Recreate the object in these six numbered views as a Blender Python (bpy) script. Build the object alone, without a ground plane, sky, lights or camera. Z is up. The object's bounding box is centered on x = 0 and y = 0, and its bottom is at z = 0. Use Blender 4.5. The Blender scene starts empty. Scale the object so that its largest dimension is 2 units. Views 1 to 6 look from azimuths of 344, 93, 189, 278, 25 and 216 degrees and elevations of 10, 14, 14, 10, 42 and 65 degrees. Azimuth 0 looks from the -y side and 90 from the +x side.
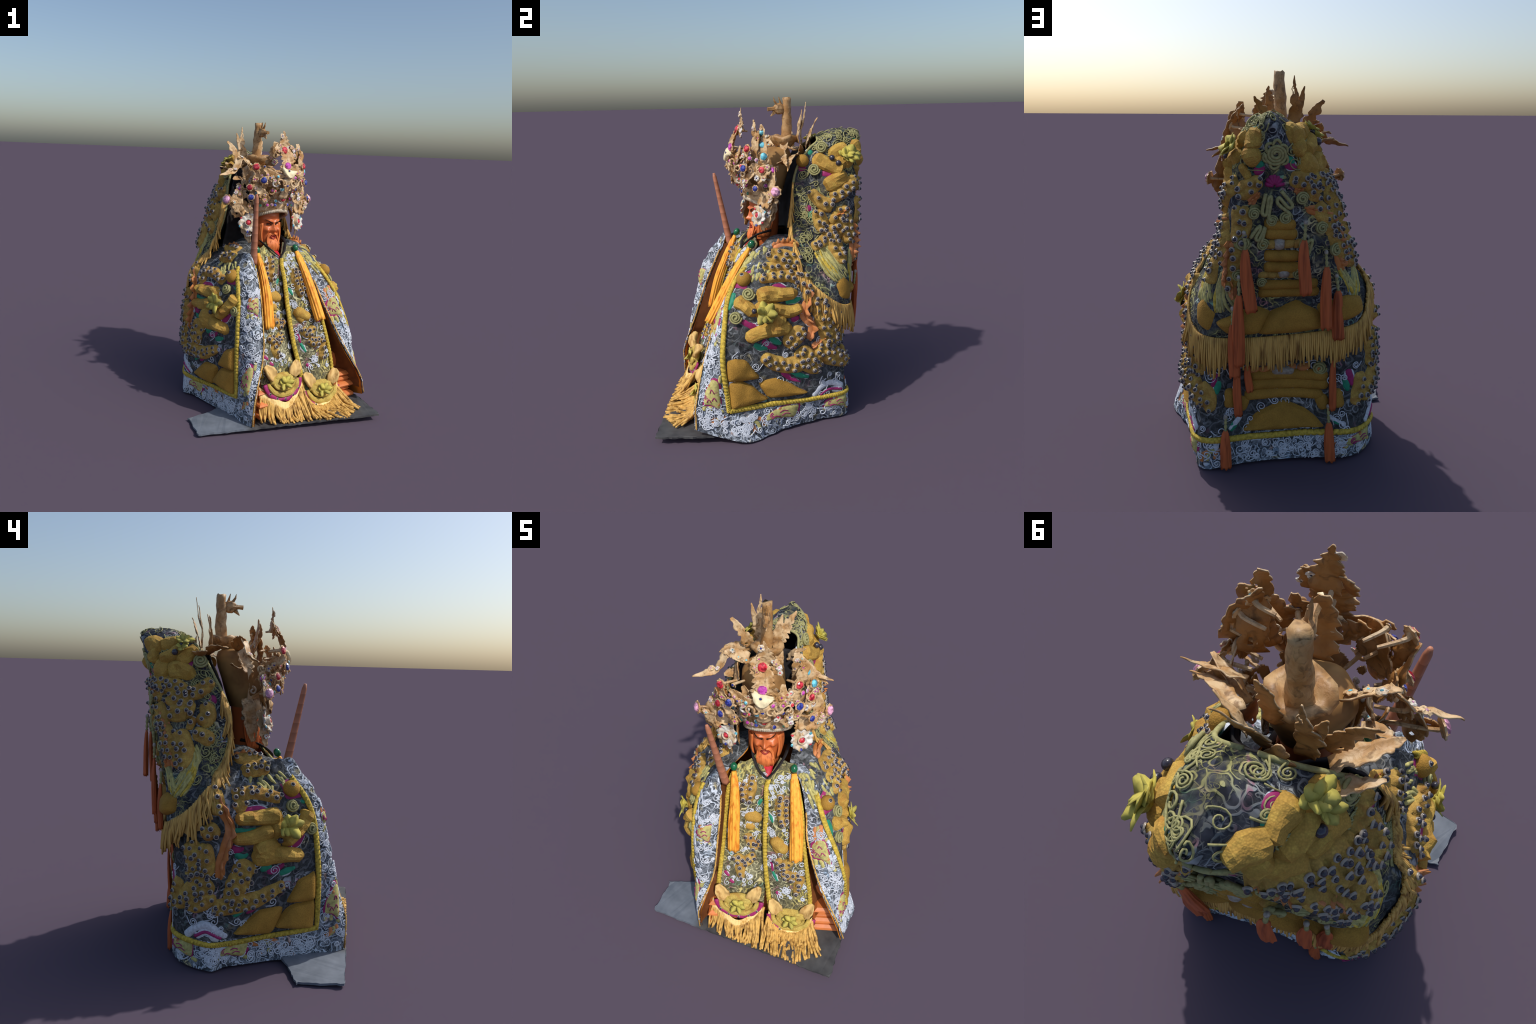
import math, random
import numpy as np

# ---------------------------------------------------------------- surfaces
def catmull(P, u):
    """Catmull-Rom through the rows of P (first axis) at parameters u (0..n-1)."""
    P = np.asarray(P, float); n = len(P); u = np.clip(np.asarray(u, float), 0, n - 1)
    i = np.minimum(u.astype(int), n - 2); f = u - i
    def g(k):
        kk = np.clip(k, 0, n - 1); v = P[kk]
        lo = k < 0; hi = k > n - 1
        if np.any(lo): v = v.copy(); v[lo] = 2 * P[0] - P[1]
        if np.any(hi): v = v.copy(); v[hi] = 2 * P[n - 1] - P[n - 2]
        return v
    a, b, c, d = g(i - 1), g(i), g(i + 1), g(i + 2)
    f = f.reshape(f.shape + (1,) * (P.ndim - 1))
    return 0.5 * ((2 * b) + (c - a) * f + (2 * a - 5 * b + 4 * c - d) * f ** 2 + (3 * b - a - 3 * c + d) * f ** 3)

class Cloth:
    """A draped cloth given by rows of control points (x, y[, z]); s runs along a row, t down the rows."""
    def __init__(self, rows, flip=1.0):
        net = []
        for z, pts in rows:
            net.append([(p[0], p[1], p[2] if len(p) > 2 else z) for p in pts])
        self.net = np.array(net, float); self.flip = flip
        self.nt, self.ns = self.net.shape[:2]
    def p(self, s, t):
        s = np.atleast_1d(np.asarray(s, float)); t = np.atleast_1d(np.asarray(t, float))
        s, t = np.broadcast_arrays(s, t); shp = s.shape; s = s.ravel(); t = t.ravel()
        col = catmull(np.swapaxes(self.net, 0, 1), s)          # (N, nt, 3)
        n = self.nt; t = np.clip(t, 0, n - 1); i = np.minimum(t.astype(int), n - 2); f = (t - i)[:, None]
        k = np.arange(len(t))
        pad = np.concatenate([2 * col[:, :1] - col[:, 1:2], col, 2 * col[:, -1:] - col[:, -2:-1]], 1)
        a, b, c, d = pad[k, i], pad[k, i + 1], pad[k, i + 2], pad[k, i + 3]
        r = 0.5 * ((2 * b) + (c - a) * f + (2 * a - 5 * b + 4 * c - d) * f ** 2 + (3 * b - a - 3 * c + d) * f ** 3)
        return r.reshape(shp + (3,))
    def n(self, s, t):
        e = 0.03
        s = np.atleast_1d(np.asarray(s, float)); t = np.atleast_1d(np.asarray(t, float))
        ds = self.p(np.minimum(s + e, self.ns - 1), t) - self.p(np.maximum(s - e, 0), t)
        dt = self.p(s, np.minimum(t + e, self.nt - 1)) - self.p(s, np.maximum(t - e, 0))
        v = np.cross(ds, dt) * self.flip
        return v / np.maximum(np.linalg.norm(v, axis=-1, keepdims=True), 1e-9)
    def at(self, s, t, h=0.0):
        return self.p(s, t) + self.n(s, t) * h

# cloak: columns 0 left flap edge, 2 left braid, 3-5 left side, 6 left back corner, 7-8 back,
# 9 right back corner, 10-12 right side, 13 right braid, 14 right flap edge; rows from neck to hem
ROBE = Cloth([
 (1.17, [(-.20,-.20,1.06),(-.21,-.20,1.07),(-.19,-.16,1.09),(-.14,-.04,1.15),(-.16,.03,1.17),(-.17,.10),(-.15,.18),(-.08,.22),(-.02,.22),(.05,.21),(.09,.17),(.11,.11),(.115,.05,1.15),(.12,.0,1.11),(.13,-.03,1.09)]),
 (1.10, [(-.215,-.255,1.115),(-.235,-.27,1.12),(-.255,-.22,1.105),(-.275,-.09,1.11),(-.31,.04,1.12),(-.35,.15),(-.30,.28),(-.15,.33),(-.02,.35),(.10,.35),(.19,.30),(.235,.18,1.13),(.245,.07,1.13),(.22,-.025,1.09),(.185,-.055,1.07)]),
 (1.02, [(-.187,-.295),(-.25,-.355),(-.305,-.285),(-.348,-.137),(-.41,.005),(-.472,.135),(-.39,.29),(-.18,.37),(.0,.42),(.16,.43),(.26,.335),(.322,.17),(.35,.01),(.308,-.08),(.238,-.10)]),
 (.90, [(-.17,-.35),(-.25,-.435),(-.325,-.37),(-.425,-.20),(-.503,-.02),(-.548,.13),(-.45,.31),(-.20,.38),(.02,.44),(.20,.48),(.32,.355),(.388,.15),(.432,-.03),(.388,-.168),(.285,-.158)]),
 (.75, [(-.165,-.415),(-.245,-.475),(-.33,-.42),(-.45,-.222),(-.53,-.035),(-.565,.13),(-.48,.32),(-.20,.37),(.03,.44),(.215,.495),(.345,.34),(.42,.14),(.48,-.055),(.462,-.218),(.33,-.248)]),
 (.50, [(-.17,-.505),(-.25,-.54),(-.335,-.455),(-.462,-.21),(-.545,-.015),(-.575,.13),(-.49,.31),(-.20,.355),(.03,.43),(.225,.50),(.372,.332),(.44,.12),(.508,-.08),(.562,-.255),(.445,-.335)]),
 (.25, [(-.235,-.61),(-.28,-.57),(-.33,-.46),(-.455,-.20),(-.548,-.005),(-.59,.13),(-.50,.31),(-.22,.34),(.02,.42),(.25,.52),(.378,.345),(.455,.112),(.535,-.09),(.59,-.235),(.592,-.388)]),
 (.13, [(-.25,-.62),(-.29,-.57),(-.335,-.45),(-.44,-.19),(-.54,.0),(-.59,.12),(-.50,.305),(-.23,.36),(.02,.44),(.26,.535),(.37,.338),(.468,.117),(.57,-.07),(.608,-.222),(.622,-.39,.16)]),
 (.0, [(-.253,-.62,.03),(-.295,-.565,.03),(-.345,-.44,.02),(-.445,-.19,.012),(-.545,.0,.015),(-.60,.10,.01),(-.50,.30,.015),(-.24,.37,.02),(.02,.45,.015),(.255,.54,.008),(.365,.335,.015),(.48,.12,.012),(.615,-.05,.01),(.63,-.21,.04),(.64,-.388,.10)]),
], flip=1.0)

# hood: a cowl with a ridge, open to the front; columns 0 left front edge .. 4 back centre .. 8 right front edge
HOOD = Cloth([
 (1.80, [(-.08,.34,1.77),(-.085,.40,1.795),(-.096,.48,1.81),(-.108,.57,1.80),(-.109,.615,1.785),(-.108,.57,1.80),(-.096,.48,1.81),(-.085,.40,1.795),(-.08,.34,1.77)]),
 (1.77, [(-.15,.30,1.73),(-.16,.38,1.755),(-.165,.47,1.77),(-.145,.575,1.765),(-.112,.622,1.76),(-.065,.585,1.765),(-.012,.505,1.775),(.015,.43,1.76),(.015,.35,1.735)]),
 (1.68, [(-.235,.24),(-.245,.33),(-.24,.43),(-.195,.54),(-.125,.595),(-.03,.592),(.025,.505),(.046,.40),(.048,.29)]),
 (1.55, [(-.29,.15),(-.30,.27),(-.29,.38),(-.235,.49),(-.11,.56),(.01,.59),(.085,.50),(.095,.365),(.08,.215)]),
 (1.35, [(-.33,.05),(-.365,.21),(-.375,.33),(-.31,.455),(-.10,.54),(.045,.588),(.115,.48),(.135,.33),(.125,.19)]),
 (1.15, [(-.395,.06),(-.425,.19),(-.435,.30),(-.36,.425),(-.10,.525),(.07,.575),(.15,.475),(.178,.335),(.20,.195)]),
 (.95, [(-.45,.11,1.04),(-.49,.19,.99),(-.49,.30,.94),(-.40,.385,.92),(-.10,.466,.92),(.115,.555,.92),(.235,.485,.94),(.275,.345,1.00),(.285,.215,1.08)]),
 (.77, [(-.475,.11,.99),(-.525,.185,.90),(-.53,.29,.82),(-.44,.365,.77),(-.10,.47,.74),(.17,.55,.745),(.29,.48,.77),(.35,.35,.88),(.32,.225,1.01)]),
], flip=1.0)

# the two embroidered panels hanging in front: columns from the figure's right edge to its left edge
PANEL_A = Cloth([
 (1.13, [(-.14,-.13),(-.11,-.12),(-.075,-.095,1.15),(-.06,-.07,1.17)]),
 (1.05, [(-.175,-.20),(-.10,-.185),(-.03,-.16),(.035,-.125)]),
 (.90, [(-.19,-.25),(-.10,-.235),(-.02,-.20),(.05,-.165)]),
 (.70, [(-.19,-.315),(-.10,-.295),(-.02,-.255),(.06,-.215)]),
 (.50, [(-.185,-.40),(-.10,-.385),(-.01,-.345),(.08,-.29)]),
 (.34, [(-.18,-.47),(-.10,-.465),(.0,-.435),(.10,-.355)]),
 (.20, [(-.165,-.505),(-.10,-.51),(.0,-.49),(.11,-.41)]),
], flip=-1.0)
PANEL_B = Cloth([
 (1.13, [(.08,-.045,1.16),(.115,-.04,1.14),(.14,-.035),(.17,-.03)]),
 (1.03, [(.035,-.15),(.09,-.145),(.15,-.12),(.21,-.085)]),
 (.90, [(.05,-.20),(.115,-.20),(.19,-.18),(.265,-.15)]),
 (.70, [(.065,-.265),(.14,-.275),(.23,-.265),(.32,-.235)]),
 (.50, [(.09,-.325),(.175,-.335),(.27,-.325),(.37,-.29)]),
 (.30, [(.13,-.385),(.215,-.385),(.31,-.365),(.405,-.325)]),
 (.09, [(.16,-.42),(.235,-.425),(.325,-.405),(.41,-.36)]),
], flip=-1.0)
# ---------------------------------------------------------------- blender helpers
import bpy
from mathutils import Vector
RNG = random.Random(7)
NPR = np.random.RandomState(11)
FWD = np.array([0.314, -0.949, 0.0]); RGT = np.array([0.949, 0.314, 0.0]); UP = np.array([0.0, 0.0, 1.0])

def unit(v):
    v = np.asarray(v, float); return v / max(np.linalg.norm(v), 1e-9)

class Geo:
    """Collects vertices and faces (with a material index per face)."""
    def __init__(self): self.v = []; self.f = []; self.m = []; self.k = 0
    def add(self, verts, faces, mi=0):
        verts = np.asarray(verts, float).reshape(-1, 3)
        o = self.k; self.v.append(verts); self.k += len(verts)
        self.f.extend([tuple(i + o for i in q) for q in faces]); self.m.extend([mi] * len(faces))
    def build(self, name, mats, parent, smooth=True, stuff=False):
        me = bpy.data.meshes.new(name)
        V = np.concatenate(self.v) if self.v else np.zeros((0, 3)); V[:, 2] = np.maximum(V[:, 2], .002 if name != 'bead_stud' else -9)
        me.from_pydata(V.tolist(), [], self.f); me.update()
        for m in (mats if isinstance(mats, (list, tuple)) else [mats]): me.materials.append(m)
        me.polygons.foreach_set('material_index', self.m)
        me.polygons.foreach_set('use_smooth', [bool(smooth)] * len(self.f))
        me.update()
        return put(name, me, parent, stuff)

def put(name, me, parent, stuff=False):
    ob = bpy.data.objects.new(name, me); bpy.context.scene.collection.objects.link(ob)
    ob.parent = parent
    if stuff: ob["kind"] = "stuff"
    return ob

def grid_faces(nu, nv, wrap_u=False, base=0, flip=False):
    F = []
    for j in range(nv - 1):
        for i in range(nu if wrap_u else nu - 1):
            a = j * nu + i; b = j * nu + (i + 1) % nu; c = b + nu; d = a + nu
            F.append((a, b, c, d) if not flip else (a, d, c, b))
    return F

def tube(points, radii, sides=6, up=None, flat=1.0, cap=True):
    """Tube along points; radii scalar or list; flat scales the radius along the up direction."""
    P = np.asarray(points, float); n = len(P)
    R = np.broadcast_to(np.asarray(radii, float), (n,))
    T = np.gradient(P, axis=0); T /= np.maximum(np.linalg.norm(T, axis=1, keepdims=True), 1e-9)
    if up is None:
        u0 = np.array([0, 0, 1.0]) if abs(T[0, 2]) < .9 else np.array([1.0, 0, 0])
        U = []; u = u0
        for t in T:
            u = unit(u - t * np.dot(u, t)); U.append(u)
        U = np.array(U)
    else:
        U = np.broadcast_to(np.asarray(up, float), (n, 3)); U = U - T * (U * T).sum(1, keepdims=True)
        U = U / np.maximum(np.linalg.norm(U, axis=1, keepdims=True), 1e-9)
    Bn = np.cross(T, U); a = np.linspace(0, 2 * math.pi, sides, endpoint=False)
    V = P[:, None] + R[:, None, None] * (Bn[:, None] * np.cos(a)[None, :, None] + flat * U[:, None] * np.sin(a)[None, :, None])
    F = grid_faces(sides, n, True)
    if cap: F += [tuple(range(sides))[::-1], tuple((n - 1) * sides + i for i in range(sides))]
    return V.reshape(-1, 3), F

def curve_pts(ctrl, n):
    ctrl = np.asarray(ctrl, float)
    u = np.linspace(0, len(ctrl) - 1, n)
    return catmull(ctrl, u)

def ellipsoid(c, ax, r, nu=16, nv=10):
    """c centre, ax 3 axis vectors, r 3 radii."""
    V = []; A = [np.asarray(x, float) for x in ax]
    for j in range(nv):
        ph = math.pi * j / (nv - 1)
        for i in range(nu):
            th = 2 * math.pi * i / nu
            V.append(np.asarray(c) + A[0] * r[0] * math.sin(ph) * math.cos(th) + A[1] * r[1] * math.sin(ph) * math.sin(th) + A[2] * r[2] * math.cos(ph))
    return np.array(V), grid_faces(nu, nv, True, flip=True)

def frame(nrm, upv=(0, 0, 1)):
    n = unit(nrm); u = np.asarray(upv, float); u = u - n * np.dot(u, n)
    if np.linalg.norm(u) < 1e-4: u = np.array([1.0, 0, 0]) - n * n[0]
    u = unit(u); return np.cross(u, n), u, n          # right, up, normal

def hash_noise(P, scale, seed=0):
    """Smooth value noise on points (N,3), range -1..1."""
    Q = np.asarray(P, float) * scale; I = np.floor(Q).astype(np.int64); f = Q - I; f = f * f * (3 - 2 * f)
    def h(dx, dy, dz):
        a = (I[..., 0] + dx) * 374761393 + (I[..., 1] + dy) * 668265263 + (I[..., 2] + dz) * 2147483647 + seed * 974711
        a = (a ^ (a >> 13)) * 1274126177; a = a ^ (a >> 16)
        return (a & 0xffff) / 32767.5 - 1.0
    r = 0
    for dx in (0, 1):
        for dy in (0, 1):
            for dz in (0, 1):
                w = (f[..., 0] if dx else 1 - f[..., 0]) * (f[..., 1] if dy else 1 - f[..., 1]) * (f[..., 2] if dz else 1 - f[..., 2])
                r = r + w * h(dx, dy, dz)
    return r

# ---------------------------------------------------------------- materials
class Mat:
    def __init__(self, name, rough=0.75, spec=0.25):
        self.m = bpy.data.materials.new(name); self.m.use_nodes = True
        self.t = self.m.node_tree; self.bsdf = self.t.nodes['Principled BSDF']
        self.bsdf.inputs['Roughness'].default_value = rough
        self.bsdf.inputs['Specular IOR Level'].default_value = spec
        self.co = self.n('ShaderNodeTexCoord').outputs['Object']
    def n(self, kind, **kw):
        nd = self.t.nodes.new(kind)
        for k, v in kw.items(): setattr(nd, k, v)
        return nd
    def set(self, nd, **kw):
        for k, v in kw.items():
            inp = nd.inputs[k.replace('_', ' ')]
            if hasattr(v, 'is_output') or isinstance(v, bpy.types.NodeSocket): self.t.links.new(v, inp)
            else: inp.default_value = v
        return nd
    def noise(self, scale, detail=3, vec=None, rough=.55, dist=0.0):
        nd = self.n('ShaderNodeTexNoise'); self.set(nd, Vector=vec or self.co, Scale=scale, Detail=detail, Roughness=rough, Distortion=dist)
        return nd.outputs
    def voronoi(self, scale, vec=None, feature='F1'):
        nd = self.n('ShaderNodeTexVoronoi', feature=feature); self.set(nd, Vector=vec or self.co, Scale=scale); return nd.outputs
    def ramp(self, fac, stops, interp='LINEAR'):
        nd = self.n('ShaderNodeValToRGB'); nd.color_ramp.interpolation = interp
        e = nd.color_ramp.elements
        while len(e) < len(stops): e.new(0.5)
        for el, (p, c) in zip(e, stops):
            el.position = p; el.color = (c if len(c) == 4 else (*c, 1)) if not isinstance(c, (int, float)) else (c, c, c, 1)
        self.t.links.new(fac, nd.inputs[0]); return nd.outputs[0]
    def math(self, op, a, b=0.0, c=None):
        nd = self.n('ShaderNodeMath', operation=op)
        for i, x in enumerate([a, b] + ([c] if c is not None else [])):
            if isinstance(x, (int, float)): nd.inputs[i].default_value = x
            else: self.t.links.new(x, nd.inputs[i])
        return nd.outputs[0]
    def mix(self, fac, a, b, mode='MIX'):
        nd = self.n('ShaderNodeMix', data_type='RGBA', blend_type=mode)
        for key, x in ((0, fac), (6, a), (7, b)):
            if isinstance(x, (int, float)): nd.inputs[key].default_value = x
            elif isinstance(x, tuple): nd.inputs[key].default_value = x if len(x) == 4 else (*x, 1)
            else: self.t.links.new(x, nd.inputs[key])
        return nd.outputs[2]
    def warp(self, scale, amount, vec=None):
        nz = self.noise(scale, 2, vec)[1]
        sub = self.n('ShaderNodeVectorMath', operation='SUBTRACT'); self.t.links.new(nz, sub.inputs[0]); sub.inputs[1].default_value = (.5, .5, .5)
        ma = self.n('ShaderNodeVectorMath', operation='MULTIPLY_ADD'); self.t.links.new(sub.outputs[0], ma.inputs[0]); ma.inputs[1].default_value = (amount,) * 3
        self.t.links.new(vec or self.co, ma.inputs[2]); return ma.outputs[0]
    def color(self, c):
        if isinstance(c, tuple): self.bsdf.inputs['Base Color'].default_value = (*c, 1)
        else: self.t.links.new(c, self.bsdf.inputs['Base Color'])
    def bump(self, h, strength=.4, dist=.005):
        b = self.n('ShaderNodeBump'); self.set(b, Height=h, Strength=strength, Distance=dist)
        self.t.links.new(b.outputs[0], self.bsdf.inputs['Normal'])

def srgb(r, g, b):
    f = lambda c: c / 12.92 if c <= .04045 else ((c + .055) / 1.055) ** 2.4
    return (f(r / 255), f(g / 255), f(b / 255))

def mat_plain(name, c, var=.25, scale=40, rough=.75, bump=.25, spec=.25, c2=None):
    M = Mat(name, rough, spec); nz = M.noise(scale, 4)[0]; big = M.noise(9, 2)[0]
    dark = tuple(x * (1 - var) for x in c); lite = tuple(min(1, x * (1 + var)) for x in c)
    col = M.ramp(nz, [(.3, dark), (.7, lite)])
    if c2: col = M.mix(M.ramp(big, [(.45, 0.0), (.62, 1.0)]), col, c2)
    M.color(col); M.bump(nz, bump, .004); return M.m

def mat_brocade(name, cord, ground, density=.5, scale=15, tint=None, accents=True):
    """Dark cloth covered with curling couched cords: rings round warped Voronoi cells, broken up by noise."""
    M = Mat(name, .85, .15)
    wv = M.warp(11, .10)
    vo = M.voronoi(scale, wv); ph = M.n('ShaderNodeSeparateColor'); M.t.links.new(vo['Color'], ph.inputs[0])
    r = M.math('FRACT', M.math('ADD', M.math('MULTIPLY', vo['Distance'], 3.0), ph.outputs[0]))
    line = M.ramp(r, [(.0, 0.0), (.08, 1.0), (.26, 1.0), (.36, 0.0)])
    wv2 = M.warp(16, .12)
    v2 = M.voronoi(scale * 1.9, wv2, 'DISTANCE_TO_EDGE'); l2 = M.ramp(v2['Distance'], [(.02, .55), (.06, 0.0)])
    fluff = M.ramp(M.noise(30, 4)[0], [(.48, 0.0), (.62, .5 * density)])
    zone = M.ramp(M.noise(7, 3)[0], [(.66 - .45 * density, .12 + .25 * density), (.80 - .42 * density, 1.0)])
    mask = M.math('MULTIPLY', M.math('MAXIMUM', M.math('MAXIMUM', line, l2), fluff), zone)
    g = M.mix(M.ramp(M.noise(24, 5)[0], [(.35, 0.0), (.7, 1.0)]), tuple(x * .6 for x in ground), tuple(min(1, x * 1.9) for x in ground))
    c = M.mix(M.noise(90, 3)[0], tuple(x * .6 for x in cord), tuple(min(1, x * 1.2) for x in cord))
    if tint: c = M.mix(M.ramp(M.noise(5, 2)[0], [(.45, 0.0), (.6, 1.0)]), c, tint)
    if accents == 'soft':
        pick = M.noise(6, 2, M.warp(3, .6))[0]; c = M.mix(M.ramp(pick, [(.62, 0.0), (.67, .8)]), c, srgb(206, 188, 120)); c = M.mix(M.ramp(M.noise(7.3, 2)[0], [(.60, 0.0), (.66, .7)]), c, srgb(150, 178, 204)); c = M.mix(M.ramp(pick, [(.30, .7), (.35, 0.0)]), c, srgb(206, 150, 112))
    elif accents:
        pick = M.noise(8.5, 2, M.warp(3, .6))[0]
        c = M.mix(M.ramp(pick, [(.60, 0.0), (.66, .75)]), c, srgb(206, 190, 142)); c = M.mix(M.ramp(pick, [(.34, .8), (.39, 0.0)]), c, srgb(180, 120, 140)); c = M.mix(M.ramp(M.noise(9.5, 2)[0], [(.62, 0.0), (.68, .8)]), c, srgb(110, 166, 146))
    M.color(M.mix(mask, g, c)); M.bump(mask, .7, .006); return M.m

def mat_cloth(name, c, weave=150, var=.18, c2=None, rough=.8, c3=None):
    """Stuffed knitted cloth: fine stitch cells plus random tone blotches."""
    M = Mat(name, rough, .2)
    st = M.voronoi(weave)['Distance']
    blot = M.noise(11, 5, rough=.65)[0]
    a = tuple(x * (1 - 1.6 * var) for x in c); b = tuple(min(1, x * (1 + var)) for x in c)
    col = M.ramp(blot, [(.32, a), (.5, c), (.68, b)])
    if c2: col = M.mix(M.ramp(M.noise(20, 4)[0], [(.5, 0.0), (.66, .85)]), col, c2)  # yellowish highlights painted in as noise blotches
    if c3: col = M.mix(M.ramp(M.noise(13, 4, dist=.6)[0], [(.56, 0.0), (.68, .8)]), col, c3)  # brownish shadows painted in as noise blotches
    col = M.mix(M.ramp(st, [(.25, .0), (.75, .4)]), col, tuple(x * .5 for x in c))
    M.color(col); M.bump(M.math('MULTIPLY', st, -1.0), .35, .003); return M.m

def mat_thread(name, c, dark, scale=55, rough=.6):
    """Long threads: vertical streaks from noise stretched along z."""
    M = Mat(name, rough, .3)
    mp = M.n('ShaderNodeMapping'); M.set(mp, Vector=M.co); mp.inputs['Scale'].default_value = (1, 1, .06)
    nz = M.noise(scale, 3, mp.outputs[0])[0]
    M.color(M.ramp(nz, [(.3, dark), (.5, c), (.75, tuple(min(1, x * 1.25) for x in c))])); M.bump(nz, .5, .006); return M.m

def mat_gem(name, c):
    M = Mat(name, .12, .6); M.bsdf.inputs['Coat Weight'].default_value = .6
    vo = M.voronoi(70)
    s = M.n('ShaderNodeSeparateColor'); M.t.links.new(vo['Color'], s.inputs[0])
    M.color(M.ramp(s.outputs[0], [(.1, tuple(x * .45 for x in c)), (.6, c), (.95, tuple(min(1, x * 1.3 + .06) for x in c))])); return M.m

def mat_filigree(name, c, c2, c3):
    M = Mat(name, .5, .4); M.bsdf.inputs['Metallic'].default_value = .0
    a = M.noise(16, 4)[0]; b = M.noise(28, 5, dist=1.4)[0]
    col = M.mix(M.ramp(a, [(.42, 0.0), (.6, 1.0)]), c, c2)
    col = M.mix(M.ramp(b, [(.52, 0.0), (.66, .8)]), col, c3)  # dark noise patches paint the shade of recesses
    M.color(col); M.bump(b, .5, .006); return M.m

WHITE = mat_brocade('white_embroidery', srgb(204, 214, 228), srgb(64, 69, 76), .8, 15, accents='soft')
GREY = mat_brocade('grey_brocade', srgb(178, 184, 190), srgb(56, 58, 60), .36, 11)
FRONTCLOTH = mat_brocade('panel_brocade', srgb(198, 194, 156), srgb(78, 76, 60), .62, 15, tint=srgb(202, 188, 112))
OLIVE = mat_brocade('olive_embroidery', srgb(176, 172, 112), srgb(48, 50, 58), .55, 14, tint=srgb(176, 182, 186))
GOLD = mat_cloth('gold_padded_cloth', srgb(184, 147, 76), 150, .18, c2=srgb(204, 172, 88), c3=srgb(166, 116, 58))
PILLOW = mat_cloth('gold_woven_cloth', srgb(172, 130, 56), 190, .12)
PLAIN = mat_cloth('plain_gold_cloth', srgb(186, 147, 70), 170, .14, c2=srgb(204, 170, 82), c3=srgb(170, 120, 54))
LEMON = mat_plain('lemon_felt', srgb(188, 176, 84), .2, 30, c2=srgb(160, 150, 80))
SAGE = mat_plain('sage_threads', srgb(178, 170, 108), .3, 60)
BRAID = mat_plain('yellow_braid', srgb(190, 164, 66), .4, 60)
PEACH = mat_plain('peach_felt', srgb(200, 132, 86), .2, 30, c2=srgb(190, 120, 64))
MAGENTA = mat_plain('magenta_satin', srgb(150, 44, 100), .2, 40, .5)
GREEN = mat_plain('green_satin', srgb(44, 136, 108), .2, 40, .5)
PALE = mat_plain('pale_cord', srgb(196, 202, 212), .22, 80)
OLIVECORD = mat_plain('olive_cord', srgb(156, 152, 104), .25, 80)
SLITFILL = mat_plain('brown_slit_fill', srgb(112, 66, 34), .25, 18)  # dark tone painting the shade inside the panel slits
STUDDARK = mat_plain('dark_bead', srgb(52, 50, 62), .4, 120, .2, .1, .6)
STUDRIM = mat_plain('silver_bead_rim', srgb(158, 148, 136), .35, 90, .35, .1, .5)
TASSEL = mat_thread('orange_silk_threads', srgb(244, 168, 62), srgb(206, 116, 30))
REDTASSEL = mat_thread('red_orange_threads', srgb(184, 94, 52), srgb(140, 66, 36))
FRINGE = mat_thread('gold_fringe_threads', srgb(202, 160, 86), srgb(128, 88, 40))
PALEFRINGE = mat_thread('cream_fringe_threads', srgb(238, 206, 138), srgb(196, 148, 74))
LINING = mat_plain('orange_lining', srgb(206, 130, 44), .18, 18)
DARK = mat_plain('black_cloth', srgb(34, 32, 34), .3, 40)
WOOD = mat_plain('orange_lacquer_wood', srgb(204, 118, 62), .18, 12, .42, .1, .45)
FACE = mat_plain('face_lacquer', srgb(204, 108, 58), .10, 10, .38, .05, .5)
HAIR = mat_thread('beard_lacquer', srgb(210, 118, 64), srgb(164, 76, 38), 70, .45)
LIP = mat_plain('dark_red_lips', srgb(150, 54, 48), .15, 40, .4)
EYE = mat_plain('grey_eye', srgb(92, 84, 84), .2, 60, .2)
BROW = mat_plain('black_brow', srgb(30, 22, 20), .2, 60)
RED = mat_plain('red_satin', srgb(186, 34, 50), .3, 40, .5)
JADE = mat_plain('jade_bead', srgb(22, 96, 62), .3, 40, .15, .0, .6)
FILI = mat_filigree('tan_filigree', srgb(210, 182, 142), srgb(180, 138, 88), srgb(120, 88, 54))
FILIPALE = mat_filigree('cream_filigree', srgb(214, 212, 206), srgb(198, 174, 140), srgb(132, 108, 80))
BRIM = mat_filigree('brim_pearls', srgb(196, 184, 164), srgb(160, 140, 110), srgb(110, 92, 68))
BEAST = mat_cloth('yellow_mask_cloth', srgb(190, 164, 84), 150, .14, c2=srgb(200, 182, 100), c3=srgb(168, 128, 62))
EAR = mat_thread('ear_ribbed_cloth', srgb(204, 170, 108), srgb(160, 118, 62), 40)
CAPM = mat_plain('brown_cap', srgb(148, 110, 66), .22, 22, .6, c2=srgb(170, 130, 78))
FILIGOLD = mat_filigree('gilt_finial', srgb(186, 150, 104), srgb(160, 118, 70), srgb(112, 84, 54))
FILIBACK = mat_filigree('gilt_brown_reverse', srgb(168, 118, 64), srgb(148, 98, 46), srgb(112, 76, 40))
IVORY = mat_plain('ivory_petal', srgb(228, 214, 176), .15, 50, .5)
GEMR = mat_gem('red_gem', srgb(200, 36, 54)); GEMB = mat_gem('blue_gem', srgb(44, 58, 150)); GEMM = mat_gem('magenta_gem', srgb(190, 66, 170))
GEMP = mat_gem('pink_gem', srgb(220, 158, 190)); GEMC = mat_gem('cyan_gem', srgb(96, 186, 208)); GEMG = mat_gem('green_gem', srgb(40, 150, 110))

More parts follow.
